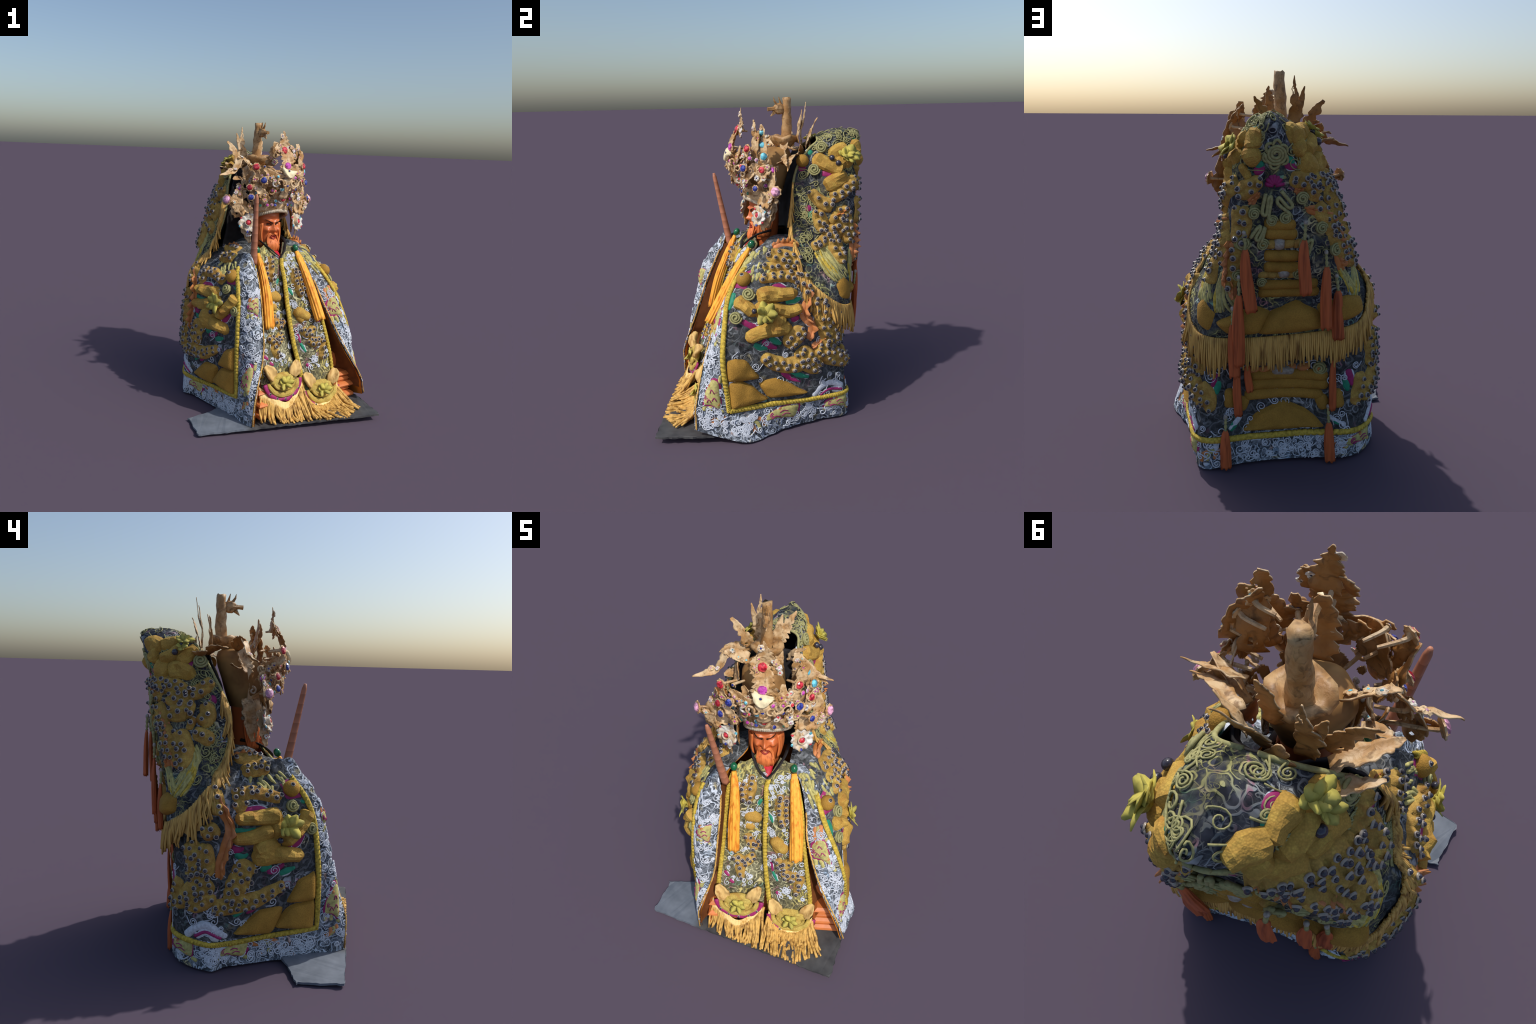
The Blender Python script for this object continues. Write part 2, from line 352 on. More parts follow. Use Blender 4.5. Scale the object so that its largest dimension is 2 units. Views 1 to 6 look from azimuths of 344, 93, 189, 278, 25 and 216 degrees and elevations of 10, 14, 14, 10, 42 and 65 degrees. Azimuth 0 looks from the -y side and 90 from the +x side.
def mat_tablet():
    M = Mat('striped_tablet_wood', .5, .35)
    w = M.n('ShaderNodeTexWave', bands_direction='Z', wave_profile='SAW'); M.set(w, Vector=M.co, Scale=6.0, Distortion=.6)
    M.color(M.mix(M.math('MULTIPLY', w.outputs[1], .7), srgb(186, 124, 96), srgb(140, 88, 64))); return M.m
TABLET = mat_tablet()
def mat_board():
    M = Mat('grey_board', .6, .35)
    sx = M.n('ShaderNodeSeparateXYZ'); M.t.links.new(M.co, sx.inputs[0])
    f = M.ramp(M.math('ADD', sx.outputs[0], .6), [(.28, 0.0), (.34, 1.0)])
    nz = M.noise(12, 4)[0]
    a = M.ramp(nz, [(.3, srgb(96, 103, 113)), (.7, srgb(118, 125, 135))]); b = M.ramp(nz, [(.3, srgb(58, 58, 60)), (.7, srgb(84, 84, 84))])
    M.color(M.mix(f, a, b)); M.bump(nz, .3, .004); return M.m
BOARD = mat_board()
# ---------------------------------------------------------------- the thing and shared builders
root = bpy.data.objects.new('enthroned_deity_statue', None); bpy.context.scene.collection.objects.link(root)
root["label"] = "bearded temple deity in embroidered gold dragon robes with jewelled crown"
root["category"] = "deity statue"

def group(name, parent=root):
    e = bpy.data.objects.new(name, None); bpy.context.scene.collection.objects.link(e); e.parent = parent
    e.empty_display_size = .05; return e

STUDS = []
def path3(surf, path, n, lift=0.0):
    st = curve_pts(path, n); return surf.at(st[:, 0], st[:, 1], lift), surf.n(st[:, 0], st[:, 1])

def arclen(P): return np.linalg.norm(np.diff(P, axis=0), axis=1).sum()

def pad(geo, surf, path, w, h, studs=0, lumps=.15, mi=0, seed=0, lift=0.0, blunt=6, spacing=.045, stud_r=.0112, coarse=False):
    """A stuffed sausage lying on the cloth along path [(s,t)..]; w half width (number or list), h height; rows of studs."""
    L = arclen(path3(surf, path, 24)[0]); n = max(8, int(L / .010)); m = 15
    if coarse: n = max(7, int(L / .024)); m = 9; lumps = .35
    P, N = path3(surf, path, n, lift); u = np.linspace(0, 1, n)
    ws = np.interp(u, np.linspace(0, 1, len(w)), w) if hasattr(w, '__len__') else np.full(n, w)
    if ws.max() > .0195: ws = ws * 1.22
    # rounded ends measured in metres so that a short pad stays a sausage
    d = np.minimum(u, 1 - u) * L; re = np.minimum(ws * .9, L * .45)
    endf = np.sqrt(np.clip(1 - np.clip(1 - d / np.maximum(re, 1e-4), 0, 1) ** 2, 0.03, 1))
    T = np.gradient(P, axis=0); T /= np.maximum(np.linalg.norm(T, axis=1, keepdims=True), 1e-9)
    B = np.cross(N, T); B /= np.maximum(np.linalg.norm(B, axis=1, keepdims=True), 1e-9)
    spots = []
    if studs:
        k = max(1, int(round(L / spacing)))
        for r in range(studs):
            for i in range(k):
                uu = (i + .5 + (.25 if r % 2 else -.05)) / k
                uu += RNG.uniform(-.16, .16) / k
                if 0.04 < uu < .97: spots.append((uu * L, ((r + .5) / studs - .5) * 1.45 + RNG.uniform(-.14, .14)))
    a = np.linspace(0, math.pi, m); V = np.zeros((n, m, 3))
    O = np.cos(a)[None, :] * (ws * (.35 + .65 * endf))[:, None]
    H = np.sin(a)[None, :] ** .85 * (h * endf)[:, None]
    AR = (u * L)[:, None] * np.ones((1, m))
    for (l, o) in spots:
        oo = o * np.interp(l / L, u, ws)
        H = H + .013 * np.exp(-((AR - l) ** 2 + (O - oo) ** 2) / .017 ** 2) * (np.sin(a)[None, :] ** .5)
        H = H - .009 * np.exp(-(np.sqrt((AR - l) ** 2 + (O - oo) ** 2) - .025) ** 2 / .006 ** 2) * (np.sin(a)[None, :] ** .5)
    V = P[:, None] + B[:, None] * O[..., None] + N[:, None] * (H - .012)[..., None]
    nz = hash_noise(V + seed * 3.1, 26, seed)
    V = V + N[:, None] * (nz * lumps * h * np.sin(a)[None, :])[..., None]
    F = grid_faces(m, n, flip=True)
    F += [tuple(range(m)), tuple((n - 1) * m + i for i in range(m))[::-1]]
    geo.add(V.reshape(-1, 3), F, mi)
    for (l, o) in spots:
        i = min(n - 1, int(round(l / L * (n - 1)))); j = int(np.argmin(np.abs(O[i] - o * ws[i])))
        nn = unit(N[i] + B[i] * o * .8); STUDS.append((V[i, j] - nn * .001, nn, stud_r * RNG.uniform(.85, 1.15)))

def lens(geo, surf, outline, h, mi=0, rings=9, around=36, seed=0, power=.55, facet=.12, lift=-.004):
    """A stuffed cushion over a closed outline of (s,t) points."""
    o = np.asarray(outline, float); o2 = np.concatenate([o, o[:1]])
    # closed curve with mild rounding
    u = np.linspace(0, len(o), around, endpoint=False); i = u.astype(int); f = (u - i)[:, None]
    lin = o2[i] * (1 - f) + o2[(i + 1) % len(o2)] * f
    lin = .5 * lin + .25 * np.roll(lin, 1, 0) + .25 * np.roll(lin, -1, 0)
    c = lin.mean(0); lin = c + (lin - c) * 1.06; V = []
    for k in range(rings):
        r = 1 - k / (rings - 1); r = max(r, .001)
        st = c + (lin - c) * r
        hh = h * (1 - r ** 2.6) ** power
        p = surf.at(st[:, 0], st[:, 1], 0.0); nn = surf.n(st[:, 0], st[:, 1])
        z = hh * (1 + facet * hash_noise(p + seed, 16, seed)) + lift
        V.append(p + nn * z[:, None])
    geo.add(np.concatenate(V), grid_faces(around, rings, True, flip=False) + [tuple((rings - 1) * around + q for q in range(around))], mi)

def ribbon(geo, surf, path, w, mi, edge=2):
    pad(geo, surf, path, [w * 1.0, w * 1.3, w * .5], .018, lumps=.1, mi=mi, blunt=2)
    if edge is not None: pad(geo, surf, path, [w * 1.0 + .006, w * 1.3 + .006, w * .5 + .005], .0145, lumps=.05, mi=edge, blunt=2)

def coil(geo, surf, s, t, r, mi=0, turns=2.4, lift=.006, dome=.02, seed=1):
    p = surf.at(s, t)[0]; R, U, N = frame(surf.n(s, t)[0])
    a = np.linspace(0, turns * 2 * math.pi, int(22 * turns)); rr = r * (1 - .8 * a / a[-1]); sg = 1 if seed % 2 else -1
    pts = p + np.outer(rr * np.cos(a), R) + np.outer(sg * rr * np.sin(a), U) + np.outer(lift + dome * (1 - rr / r), N)
    geo.add(*tube(pts, r * .17, 6, up=N), mi)
    V, F = ellipsoid(p + N * (lift - .01), (R, U, N), (r * .95, r * .95, dome * .9), 18, 8); geo.add(V, F, mi)

def cord(geo, surf, path, r, mi=0, lift=.005, n=None):
    L = arclen(path3(surf, path, 20)[0]); P, N = path3(surf, path, n or max(8, int(L / .008)), lift)
    geo.add(*tube(P, r, 6, up=N), mi)

def braid(geo, surf, path, r=.0155, mi=0, lift=.006, pitch=.02):
    L = arclen(path3(surf, path, 40)[0]); n = max(12, int(L / .005)); P, N = path3(surf, path, n, lift)
    T = np.gradient(P, axis=0); T /= np.linalg.norm(T, axis=1, keepdims=True); B = np.cross(N, T)
    ph = np.linspace(0, L / pitch * 2 * math.pi, n)
    geo.add(*tube(P + B * (r * .28 * np.sin(ph))[:, None], r * (1 + .22 * np.cos(ph * 2)), 7, up=N, flat=.75), mi)

def tuft(geo, p, nrm, size, blades=7, mi=0, seed=0):
    """A crumpled rosette of broad felt blades standing off the cloth."""
    rg = random.Random(seed); R, U, N = frame(nrm)
    for k in range(blades):
        a = 2 * math.pi * (k + rg.uniform(-.25, .25)) / blades; L = size * rg.uniform(.65, 1.05); d = unit(R * math.cos(a) + U * math.sin(a) + N * rg.uniform(.15, .8))
        sd = unit(np.cross(d, N)); th = unit(np.cross(sd, d)); w = size * rg.uniform(.32, .42)
        prof = [(0, .6), (.4, 1.0), (.75, .8), (1.0, .25)]; V = []
        for q, ww in prof:
            c = p + d * L * q + N * (.1 * size * math.sin(q * 3 + k))
            V += [c - sd * w * ww, c + th * .16 * size * (1 - q * .8), c + sd * w * ww, c - th * .08 * size * (1 - q * .8)]
        geo.add(V, grid_faces(4, 4, True) + [(3, 2, 1, 0), (12, 13, 14, 15)], mi)

def frill(geo, surf, path, h, mi=0, teeth=9, base=.022):
    """A toothed fin of felt standing along a path, with its padded root."""
    P, N = path3(surf, path, teeth * 4 + 1, 0.0); n = len(P); V = []
    for i in range(n):
        q = abs(((i / 4.0) % 1.0) - .5) * 2; e = math.sin(math.pi * min(1, max(.12, i / (n - 1)))) ** .4 if i < n - 1 else .3
        T = unit(P[min(n - 1, i + 1)] - P[max(0, i - 1)]); B = np.cross(N[i], T); hh = h * (.45 + .55 * (1 - q)) * max(e, .35)
        lean = B * .35 * hh * (1 if (i // 4) % 2 else .4)
        V += [P[i] - B * .008 - N[i] * .01, P[i] - B * .003 + N[i] * hh + lean, P[i] + B * .003 + N[i] * hh + lean, P[i] + B * .008 - N[i] * .01]
    geo.add(V, grid_faces(4, n, True), mi)
    pad(geo, surf, path, base, .022, mi=mi, lumps=.35)

def rosette(name, p, nrm, r, petal_mat, gem_mat, parent, seed=0):
    """A small stamped flower: five or six notched petals round a stone."""
    rg = random.Random(seed); R, U, N = frame(nrm); m = 24; k = rg.choice((5, 6)); V = []; ph = rg.uniform(0, 6); p = np.asarray(p, float)
    for rr, hh in ((.25, .25), (.65, .30), (1.0, .12), (1.0, -.05), (.25, -.05)):
        for i in range(m):
            a = 2 * math.pi * i / m; q = r * rr * (1 + (.22 * abs(math.sin(a * k / 2 + ph)) - .12) * (rr > .5)); V.append(p + (R * math.cos(a) + U * math.sin(a)) * q + N * r * (hh + .10 * math.sin(a * k + ph) * (rr > .5)))
    g = Geo(); g.add(V, grid_faces(m, 5, True, flip=True), 0); gem_geo(g, p + N * r * .2, N, r * .36, 1, None, seed=seed, sides=7)
    return g.build(name, [petal_mat, gem_mat], parent, smooth=False)

def cloth_mesh(name, surf, mats, parent, ns, nt, wrinkle=.004, pick=None, lift=0.0, s_rng=None, t_rng=None, flip=False, scale=14, stuff=False):
    s0, s1 = s_rng or (0, surf.ns - 1); t0, t1 = t_rng or (0, surf.nt - 1)
    s = np.linspace(s0, s1, ns); t = np.linspace(t0, t1, nt); SS, TT = np.meshgrid(s, t)
    P = surf.p(SS, TT); N = surf.n(SS, TT)
    P = P + N * (lift + wrinkle * (hash_noise(P, scale, 3) + .5 * hash_noise(P, scale * 2.7, 5)))[..., None]
    g = Geo(); F = grid_faces(ns, nt, flip=flip)
    g.v.append(P.reshape(-1, 3)); g.k = ns * nt; g.f = F
    if pick:
        sc = (s[:-1] + s[1:]) / 2; tc = (t[:-1] + t[1:]) / 2
        g.m = [pick(a, b) for b in tc for a in sc]
    else: g.m = [0] * len(F)
    ob = g.build(name, mats, parent); return ob

def thicken(ob, t, offset=-1.0):
    md = ob.modifiers.new('solid', 'SOLIDIFY'); md.thickness = t; md.offset = offset; md.use_rim = True
    return ob

def leaf_plate(geo, spine, widths, face, jag=.35, thick=.006, mi=0, teeth=5, seed=0, cup=.0, holes=0, back=None):
    """A stamped metal leaf: jagged outline along a spine, slightly cupped, with real thickness."""
    rg = random.Random(seed); n = teeth * 4 + 1; P = curve_pts(spine, n); u = np.linspace(0, 1, n)
    W = np.interp(u, np.linspace(0, 1, len(widths)), widths); T = np.gradient(P, axis=0); T /= np.maximum(np.linalg.norm(T, axis=1, keepdims=True), 1e-9)
    fc = np.asarray(face, float); N = fc[None] - T * (T @ fc)[:, None]; N /= np.maximum(np.linalg.norm(N, axis=1, keepdims=True), 1e-9); B = np.cross(T, N)
    cols = 7; x = np.linspace(-1, 1, cols); ea = []; eb = []
    for i in range(n):
        q = (i % 4) / 4.0; ea.append(1 - jag * (1 - abs(2 * q - .7)) * rg.uniform(.2, 1.5)); q = ((i + 2) % 4) / 4.0; eb.append(1 - jag * (1 - abs(2 * q - .7)) * rg.uniform(.2, 1.5))
    ea = np.array(ea); eb = np.array(eb); V = np.zeros((n, cols, 3))
    for k in range(cols):
        w = W * (ea if x[k] < 0 else eb) * x[k]
        V[:, k] = P + B * w[:, None] + N * (cup * x[k] ** 2 * W)[:, None]
    nz = hash_noise(V + seed * 1.7, 30, seed); V = V + N[:, None] * (nz * .007)[..., None]
    top = (V + N[:, None] * thick / 2).reshape(-1, 3); bot = (V - N[:, None] * thick / 2).reshape(-1, 3); K = n * cols
    F = grid_faces(cols, n); hs = set()
    for h in range(holes):
        i = rg.randint(2, n - 4); k = rg.randint(1, cols - 3)
        for di in (0, 1): hs.add((i + di) * (cols - 1) + k)
    keep = [f for q, f in enumerate(F) if q not in hs]
    from collections import Counter
    E = Counter(); full = []
    for f in keep:
        for a, b in zip(f, f[1:] + f[:1]): E[(a, b)] += 1
    for (a, b) in list(E):
        if (b, a) not in E: full.append((b, a, a + K, b + K))
    o = geo.k; geo.add(np.concatenate([top, bot]), keep + full, mi); geo.f.extend([tuple(i + K + o for i in f[::-1]) for f in keep]); geo.m.extend([mi if back is None else back] * len(keep))

def gem_geo(geo, p, nrm, r, gm, rim=None, seed=0, h=.55, sides=9):
    """A faceted stone in a scalloped setting."""
    rg = random.Random(seed); R, U, N = frame(nrm); p = np.asarray(p, float)
    rings = [(1.0, 0.0), (.92, .3), (.6, .52), (.0, .6)]; V = []; r = r * .95
    for k, (rr, hh) in enumerate(rings[:3]):
        for i in range(sides):
            a = 2 * math.pi * (i + .5 * (k % 2)) / sides; q = rr * rg.uniform(.92, 1.08)
            V.append(p + (R * math.cos(a) + U * math.sin(a)) * r * q + N * r * hh * h / .55)
    V.append(p + N * r * .62 * h / .55); F = grid_faces(sides, 3, True)
    F += [(2 * sides + i, 2 * sides + (i + 1) % sides, 3 * sides) for i in range(sides)]
    geo.add(V, F, gm)
    if rim is not None:
        m = 16; V = []
        for (rr, hh) in ((.85, -.02), (1.22, -.06), (1.26, -.3), (.85, -.32)):
            for i in range(m):
                a = 2 * math.pi * i / m; q = rr * (1 + (.12 if i % 2 else -.06) * (rr > 1)); V.append(p + (R * math.cos(a) + U * math.sin(a)) * r * q + N * r * hh)
        geo.add(V, grid_faces(m, 4, True, flip=True) + [tuple(range(3 * m, 4 * m))], rim)
# ---------------------------------------------------------------- cloak
cloak = group('cloak')
def robe_zone(s, t):
    if s < 2.0 or s > 12.75: return 1 if t > 1.2 else 1
    if t > 6.55: return 1
    return 0
ob = cloth_mesh('cloak_cloth', ROBE, [GREY, WHITE], cloak, 281, 221, .006, robe_zone)
ob = cloth_mesh('cloak_lining', ROBE, [LINING], cloak, 141, 111, .003, None, lift=-.012, flip=True)

# added sheets closing the slits beside the panels; dark brown stands in for shade
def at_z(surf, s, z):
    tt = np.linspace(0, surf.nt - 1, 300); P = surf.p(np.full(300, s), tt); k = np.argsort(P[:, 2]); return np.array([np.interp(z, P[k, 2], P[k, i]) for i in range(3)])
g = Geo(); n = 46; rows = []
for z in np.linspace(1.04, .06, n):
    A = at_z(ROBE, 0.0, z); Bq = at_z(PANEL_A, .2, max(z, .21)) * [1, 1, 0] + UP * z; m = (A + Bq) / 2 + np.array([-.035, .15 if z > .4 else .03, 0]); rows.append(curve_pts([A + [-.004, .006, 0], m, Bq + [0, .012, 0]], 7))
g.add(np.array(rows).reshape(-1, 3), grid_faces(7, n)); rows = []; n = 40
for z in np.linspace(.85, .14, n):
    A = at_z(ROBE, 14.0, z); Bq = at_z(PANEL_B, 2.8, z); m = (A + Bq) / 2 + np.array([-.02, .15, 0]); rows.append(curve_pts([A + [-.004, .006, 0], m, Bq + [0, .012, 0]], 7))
g.add(np.array(rows).reshape(-1, 3), grid_faces(7, n)); g.build('slit_filler', [SLITFILL], cloak)

# hem and flap curls in couched white cord
def curls(name, surf, zones, n, mat, parent, rmin=.012, rmax=.026, seed=1, tr=.0034):
    """Spiral cords couched on the cloth; each curl is laid out in metres and mapped to (s,t) so that it follows the folds."""
    rg = random.Random(seed); g = Geo()
    for k in range(n):
        s0, s1, t0, t1 = zones[k % len(zones)]; s = rg.uniform(s0, s1); t = rg.uniform(t0, t1); e = .05
        S = lambda q: min(max(q, 0.0), surf.ns - 1.0); T = lambda q: min(max(q, 0.0), surf.nt - 1.0)
        ls = np.linalg.norm(surf.p(S(s + e), t) - surf.p(S(s - e), t)) / (2 * e); lt = np.linalg.norm(surf.p(s, T(t + e)) - surf.p(s, T(t - e))) / (2 * e)
        if min(ls, lt) < .02: continue
        r = rg.uniform(rmin, rmax); tn = rg.uniform(1.1, 2.1); a0 = rg.uniform(0, 6.28); sg = rg.choice((-1, 1))
        a = np.linspace(0, tn * 2 * math.pi, int(13 * tn)); rr = r * (1 - .78 * a / a[-1])
        x = rr * np.cos(a0 + sg * a); y = rr * np.sin(a0 + sg * a); w = np.linspace(1.0, 0, 4)[:-1] * 1.6 * r; b = a0 - sg * 1.5
        x = np.concatenate([x[0] + w * math.cos(b), x]); y = np.concatenate([y[0] + w * math.sin(b), y])
        ss = np.clip(s + x / ls, 0, surf.ns - 1); tt = np.clip(t + y / lt, 0, surf.nt - 1)
        g.add(*tube(surf.at(ss, tt, .005), tr * rg.uniform(.8, 1.2), 5, up=surf.n(ss, tt)))
    return g.build(name, mat, parent, stuff=True)
curls('white_cord_embroidery', ROBE, [(2.0, 5, 6.8, 7.8), (5, 9, 6.8, 7.85), (9, 12.7, 6.75, 7.7), (0.2, 1.8, 2.2, 7.7), (12.9, 13.9, 3.6, 7.6)], 380, PALE, cloak, seed=3)
curls('grey_cord_embroidery', ROBE, [(2.2, 6, 3.2, 6.5), (9, 12.5, 3.4, 6.4), (6, 9, 4.6, 6.5)], 110, PALE, cloak, .012, .03, seed=5, tr=.0028)

g = Geo()
braid(g, ROBE, [(2.0, 2.0), (1.95, 3.4), (2.0, 4.6), (2.02, 5.6), (2.0, 6.42)]); braid(g, ROBE, [(2.0, 6.45), (3.0, 6.68), (4.0, 6.82), (5.0, 6.75), (6.0, 6.6), (7.2, 6.75), (8.2, 6.72), (9.0, 6.6), (9.6, 6.56), (10.4, 6.5), (11.4, 6.4), (12.7, 6.36)])
braid(g, ROBE, [(13.0, 2.2), (12.9, 3.5), (12.78, 4.4), (12.7, 5.5), (12.7, 6.36)])
braid(g, ROBE, [(.06, 2.2), (.06, 4.5), (.06, 6.2), (.06, 7.9)], .005, mi=1); braid(g, ROBE, [(13.94, 3.0), (13.94, 5), (13.94, 7.9)], .005, mi=1)
g.build('braid_trim', [BRAID, FRINGE], cloak)

# small lion dogs and bands embroidered on the flaps and the hem
g = Geo()
def lion(s, t, ds, dt, mi=0):
    lens(g, ROBE, [(s - ds, t - dt), (s - .2 * ds, t - 1.15 * dt), (s + ds * .9, t - .4 * dt), (s + ds, t + .5 * dt), (s + .1 * ds, t + .5 * dt), (s - ds * .8, t + dt)], .014, 1, 6, 28)
    lens(g, ROBE, [(s - ds * .92, t - dt * .9), (s - .2 * ds, t - 1.03 * dt), (s + ds * .82, t - .34 * dt), (s + ds * .9, t + .42 * dt), (s + .1 * ds, t + .42 * dt), (s - ds * .74, t + dt * .88)], .022, 0, 6, 28)
    for (u, v, r) in ((.45, -.05, .019), (-.35, -.35, .015), (-.45, .35, .013), (.05, -.6, .012)): coil(g, ROBE, s + ds * u, t + dt * v, r, 1 if r > .014 else 2, 2, .010, .005)
    for (u, v, u2, v2) in ((.7, .4, .85, .95), (.25, .4, .2, .95), (-.6, .75, -.95, 1.15), (-.85, -.7, -1.15, -1.15)): pad(g, ROBE, [(s + ds * u, t + dt * v), (s + ds * u2, t + dt * v2)], [.017, .012], .018, lumps=.1, mi=0)
    for (u, v) in ((-.1, -.3), (.3, .2), (-.2, .1)): cord(g, ROBE, [(s + ds * (u - .2), t + dt * v), (s + ds * u, t + dt * (v - .18)), (s + ds * (u + .2), t + dt * v)], .003, 1, .018)
lion(.95, 3.75, .62, .42); lion(1.3, 5.75, .55, .5); lion(13.5, 4.2, .42, .42); lion(13.3, 5.85, .42, .5); lion(3.9, 7.25, .55, .42); lion(5.75, 7.2, .5, .42); lion(11.0, 7.1, .6, .45); lion(9.45, 7.1, .42, .42)
for (a, b, c) in [((.65, 3.0), (1.0, 3.35), (1.05, 3.75)), ((1.3, 6.4), (1.15, 6.75), (1.5, 7.0)), ((12.05, 6.95), (11.75, 7.2), (11.65, 7.6)), ((13.0, 6.6), (13.2, 6.9), (13.1, 7.3)), ((3.2, 6.95), (2.9, 7.2), (2.95, 7.6)), ((6.35, 6.95), (6.2, 7.2), (5.9, 7.5)), ((13.3, 3.3), (13.45, 3.6), (13.4, 3.95)), ((8.6, 7.1), (8.8, 7.3), (8.85, 7.7))]:
    for k, mi in ((-1, 2), (0, 0), (1, 2)):
        pad(g, ROBE, [(q[0] + k * .17, q[1] + k * .07) for q in (a, b, c)], .015, .015, lumps=.1, mi=mi)
g.build('embroidered_lion_dog', [SAGE, MAGENTA, PEACH], cloak)

# ---------------------------------------------------------------- padded dragons and hills on the cloak
dragons = group('padded_dragon_applique')
def sub(name, fn, mats, smooth=True):
    g = Geo(); fn(g); return g.build(name, mats, dragons, smooth)

def right_scales(g):
    P = lambda *a, **k: pad(g, ROBE, *a, **k)
    P([(12.05, 1.42), (11.24, 1.64), (10.55, 1.82)], [.035, .048, .042], .042, studs=2)
    P([(12.0, 1.95), (11.3, 2.05), (10.7, 2.1)], [.025, .03, .025], .03, studs=1)
    P([(11.95, 2.53), (11.35, 2.46), (10.86, 2.46), (10.55, 2.75)], [.026, .03, .036, .036], .038, studs=2)
    P([(10.55, 2.3), (10.42, 2.9), (10.3, 3.3)], [.03, .04, .035], .04, studs=2)
    P([(10.05, 3.35), (9.85, 4.0), (9.62, 4.6), (9.5, 5.05)], [.04, .055, .06, .055], .05, studs=3)
    P([(9.45, 3.8), (9.38, 4.4), (9.3, 5.0)], [.035, .045, .04], .045, studs=2)
    P([(11.55, 4.98), (11.1, 5.22), (10.6, 5.3), (10.2, 5.2)], [.03, .042, .046, .04], .042, studs=2)
    P([(10.85, 4.85), (10.62, 4.62), (10.35, 4.45)], [.045, .05, .04], .045, studs=2)
    P([(10.5, 4.9), (10.2, 5.25), (9.85, 5.48)], [.045, .06, .045], .05, studs=3)
    P([(10.0, 4.9), (9.55, 5.2), (8.95, 5.52)], [.05, .06, .035], .05, studs=3)
    P([(9.25, 5.15), (8.95, 5.35), (8.85, 5.7)], [.04, .035, .025], .035, studs=1)
sub('scaled_dragon_body', right_scales, [GOLD])
def left_scales(g):
    P = lambda *a, **k: pad(g, ROBE, *a, **k)
    P([(3.95, 1.15), (3.2, 1.0), (2.75, .85)], [.03, .042, .03], .035, studs=1)
    P([(3.75, 1.75), (3.1, 1.55), (2.62, 1.5)], [.035, .045, .035], .042, studs=2)
    P([(4.15, 2.7), (3.46, 2.56), (2.68, 2.84)], [.036, .036, .028], .038, studs=2)
    P([(4.1, 3.08), (3.66, 2.97)], [.036, .032], .034, studs=1)
    P([(4.75, 2.3), (4.6, 2.9), (4.55, 3.4)], [.03, .035, .03], .035, studs=1)
    P([(4.98, 3.7), (4.68, 4.12)], [.04, .045], .045, studs=2)
    P([(5.42, 4.2), (5.22, 4.66), (5.32, 5.02)], [.045, .055, .05], .05, studs=3)
    P([(4.98, 4.2), (4.95, 4.6), (4.92, 4.9)], [.035, .045, .04], .045, studs=2)
    P([(5.8, 5.6), (5.3, 5.25), (4.72, 4.95)], [.03, .055, .05], .048, studs=2)
    P([(5.5, 5.55), (5.05, 5.42), (4.6, 5.2)], [.04, .045, .04], .045, studs=2)
    P([(4.0, 4.62), (3.42, 4.9)], [.045, .05], .046, studs=2)
    P([(4.2, 4.95), (3.48, 5.14)], [.05, .05], .048, studs=2)
    P([(4.7, 5.53), (3.95, 5.5), (3.3, 5.41), (2.7, 5.14)], [.04, .045, .042, .026], .044, studs=2)
    P([(4.3, 5.28), (3.55, 5.28)], [.045, .045], .046, studs=2)
    P([(5.72, 5.0), (5.85, 5.4), (5.95, 5.7)], [.035, .035, .025], .035, studs=1)
sub('scaled_dragon_body', left_scales, [GOLD])
def right_plain(g):
    P = lambda *a, **k: pad(g, ROBE, *a, coarse=True, **k)
    P([(11.85, 3.35), (11.5, 3.2), (11.1, 3.26), (10.6, 3.24)], [.045, .045, .036, .028], .06)
    P([(11.5, 3.7), (10.86, 3.95), (10.45, 3.82)], [.036, .034, .026], .05)
    P([(12.58, 3.42), (12.25, 3.58), (11.78, 3.95)], [.042, .032, .034], .062)
    P([(12.05, 4.56), (11.7, 4.42), (11.2, 4.34), (10.72, 4.42)], [.034, .036, .05, .03], .062)
    P([(11.65, 4.2), (11.2, 4.2), (10.9, 4.3)], [.05, .055, .035], .06)
    P([(11.65, 3.45), (11.55, 4.1)], [.05, .05], .055)
sub('plain_dragon_limb', right_plain, [PLAIN], False)
def left_plain(g):
    P = lambda *a, **k: pad(g, ROBE, *a, coarse=True, **k)
    P([(4.08, 3.52), (3.46, 3.5), (2.78, 3.46)], [.028, .034, .044], .058)
    P([(4.15, 4.11), (3.57, 4.08), (2.98, 3.88)], [.026, .034, .04], .052)
    P([(2.02, 3.32), (2.38, 3.86), (2.8, 4.32)], [.038, .03, .034], .06)
    P([(2.35, 4.58), (2.7, 4.51), (3.19, 4.5), (3.55, 4.57)], [.03, .036, .05, .03], .062)
    P([(2.85, 4.35), (3.25, 4.35), (3.5, 4.42)], [.05, .055, .035], .058)
    P([(2.85, 3.55), (2.9, 4.2)], [.045, .045], .05)
sub('plain_dragon_limb', left_plain, [PLAIN], False)
def fins(g):
    frill(g, ROBE, [(10.52, 2.8), (10.3, 3.4), (10.4, 4.05), (10.12, 4.42), (10.18, 4.75)], .06, teeth=7, base=.026)
    frill(g, ROBE, [(4.65, 2.6), (4.38, 3.24), (4.2, 3.85), (4.3, 4.3), (4.43, 4.66), (4.38, 4.95)], .06, teeth=8, base=.026)
    frill(g, ROBE, [(11.95, 1.1), (11.24, .96), (10.6, 1.05)], .045, teeth=6)
    frill(g, ROBE, [(3.95, .95), (3.3, .8), (2.8, .9)], .035, teeth=5)
    frill(g, ROBE, [(10.1, 4.95), (9.75, 4.75), (9.6, 4.35)], .035, teeth=5)
sub('dragon_fin', fins, [PEACH])
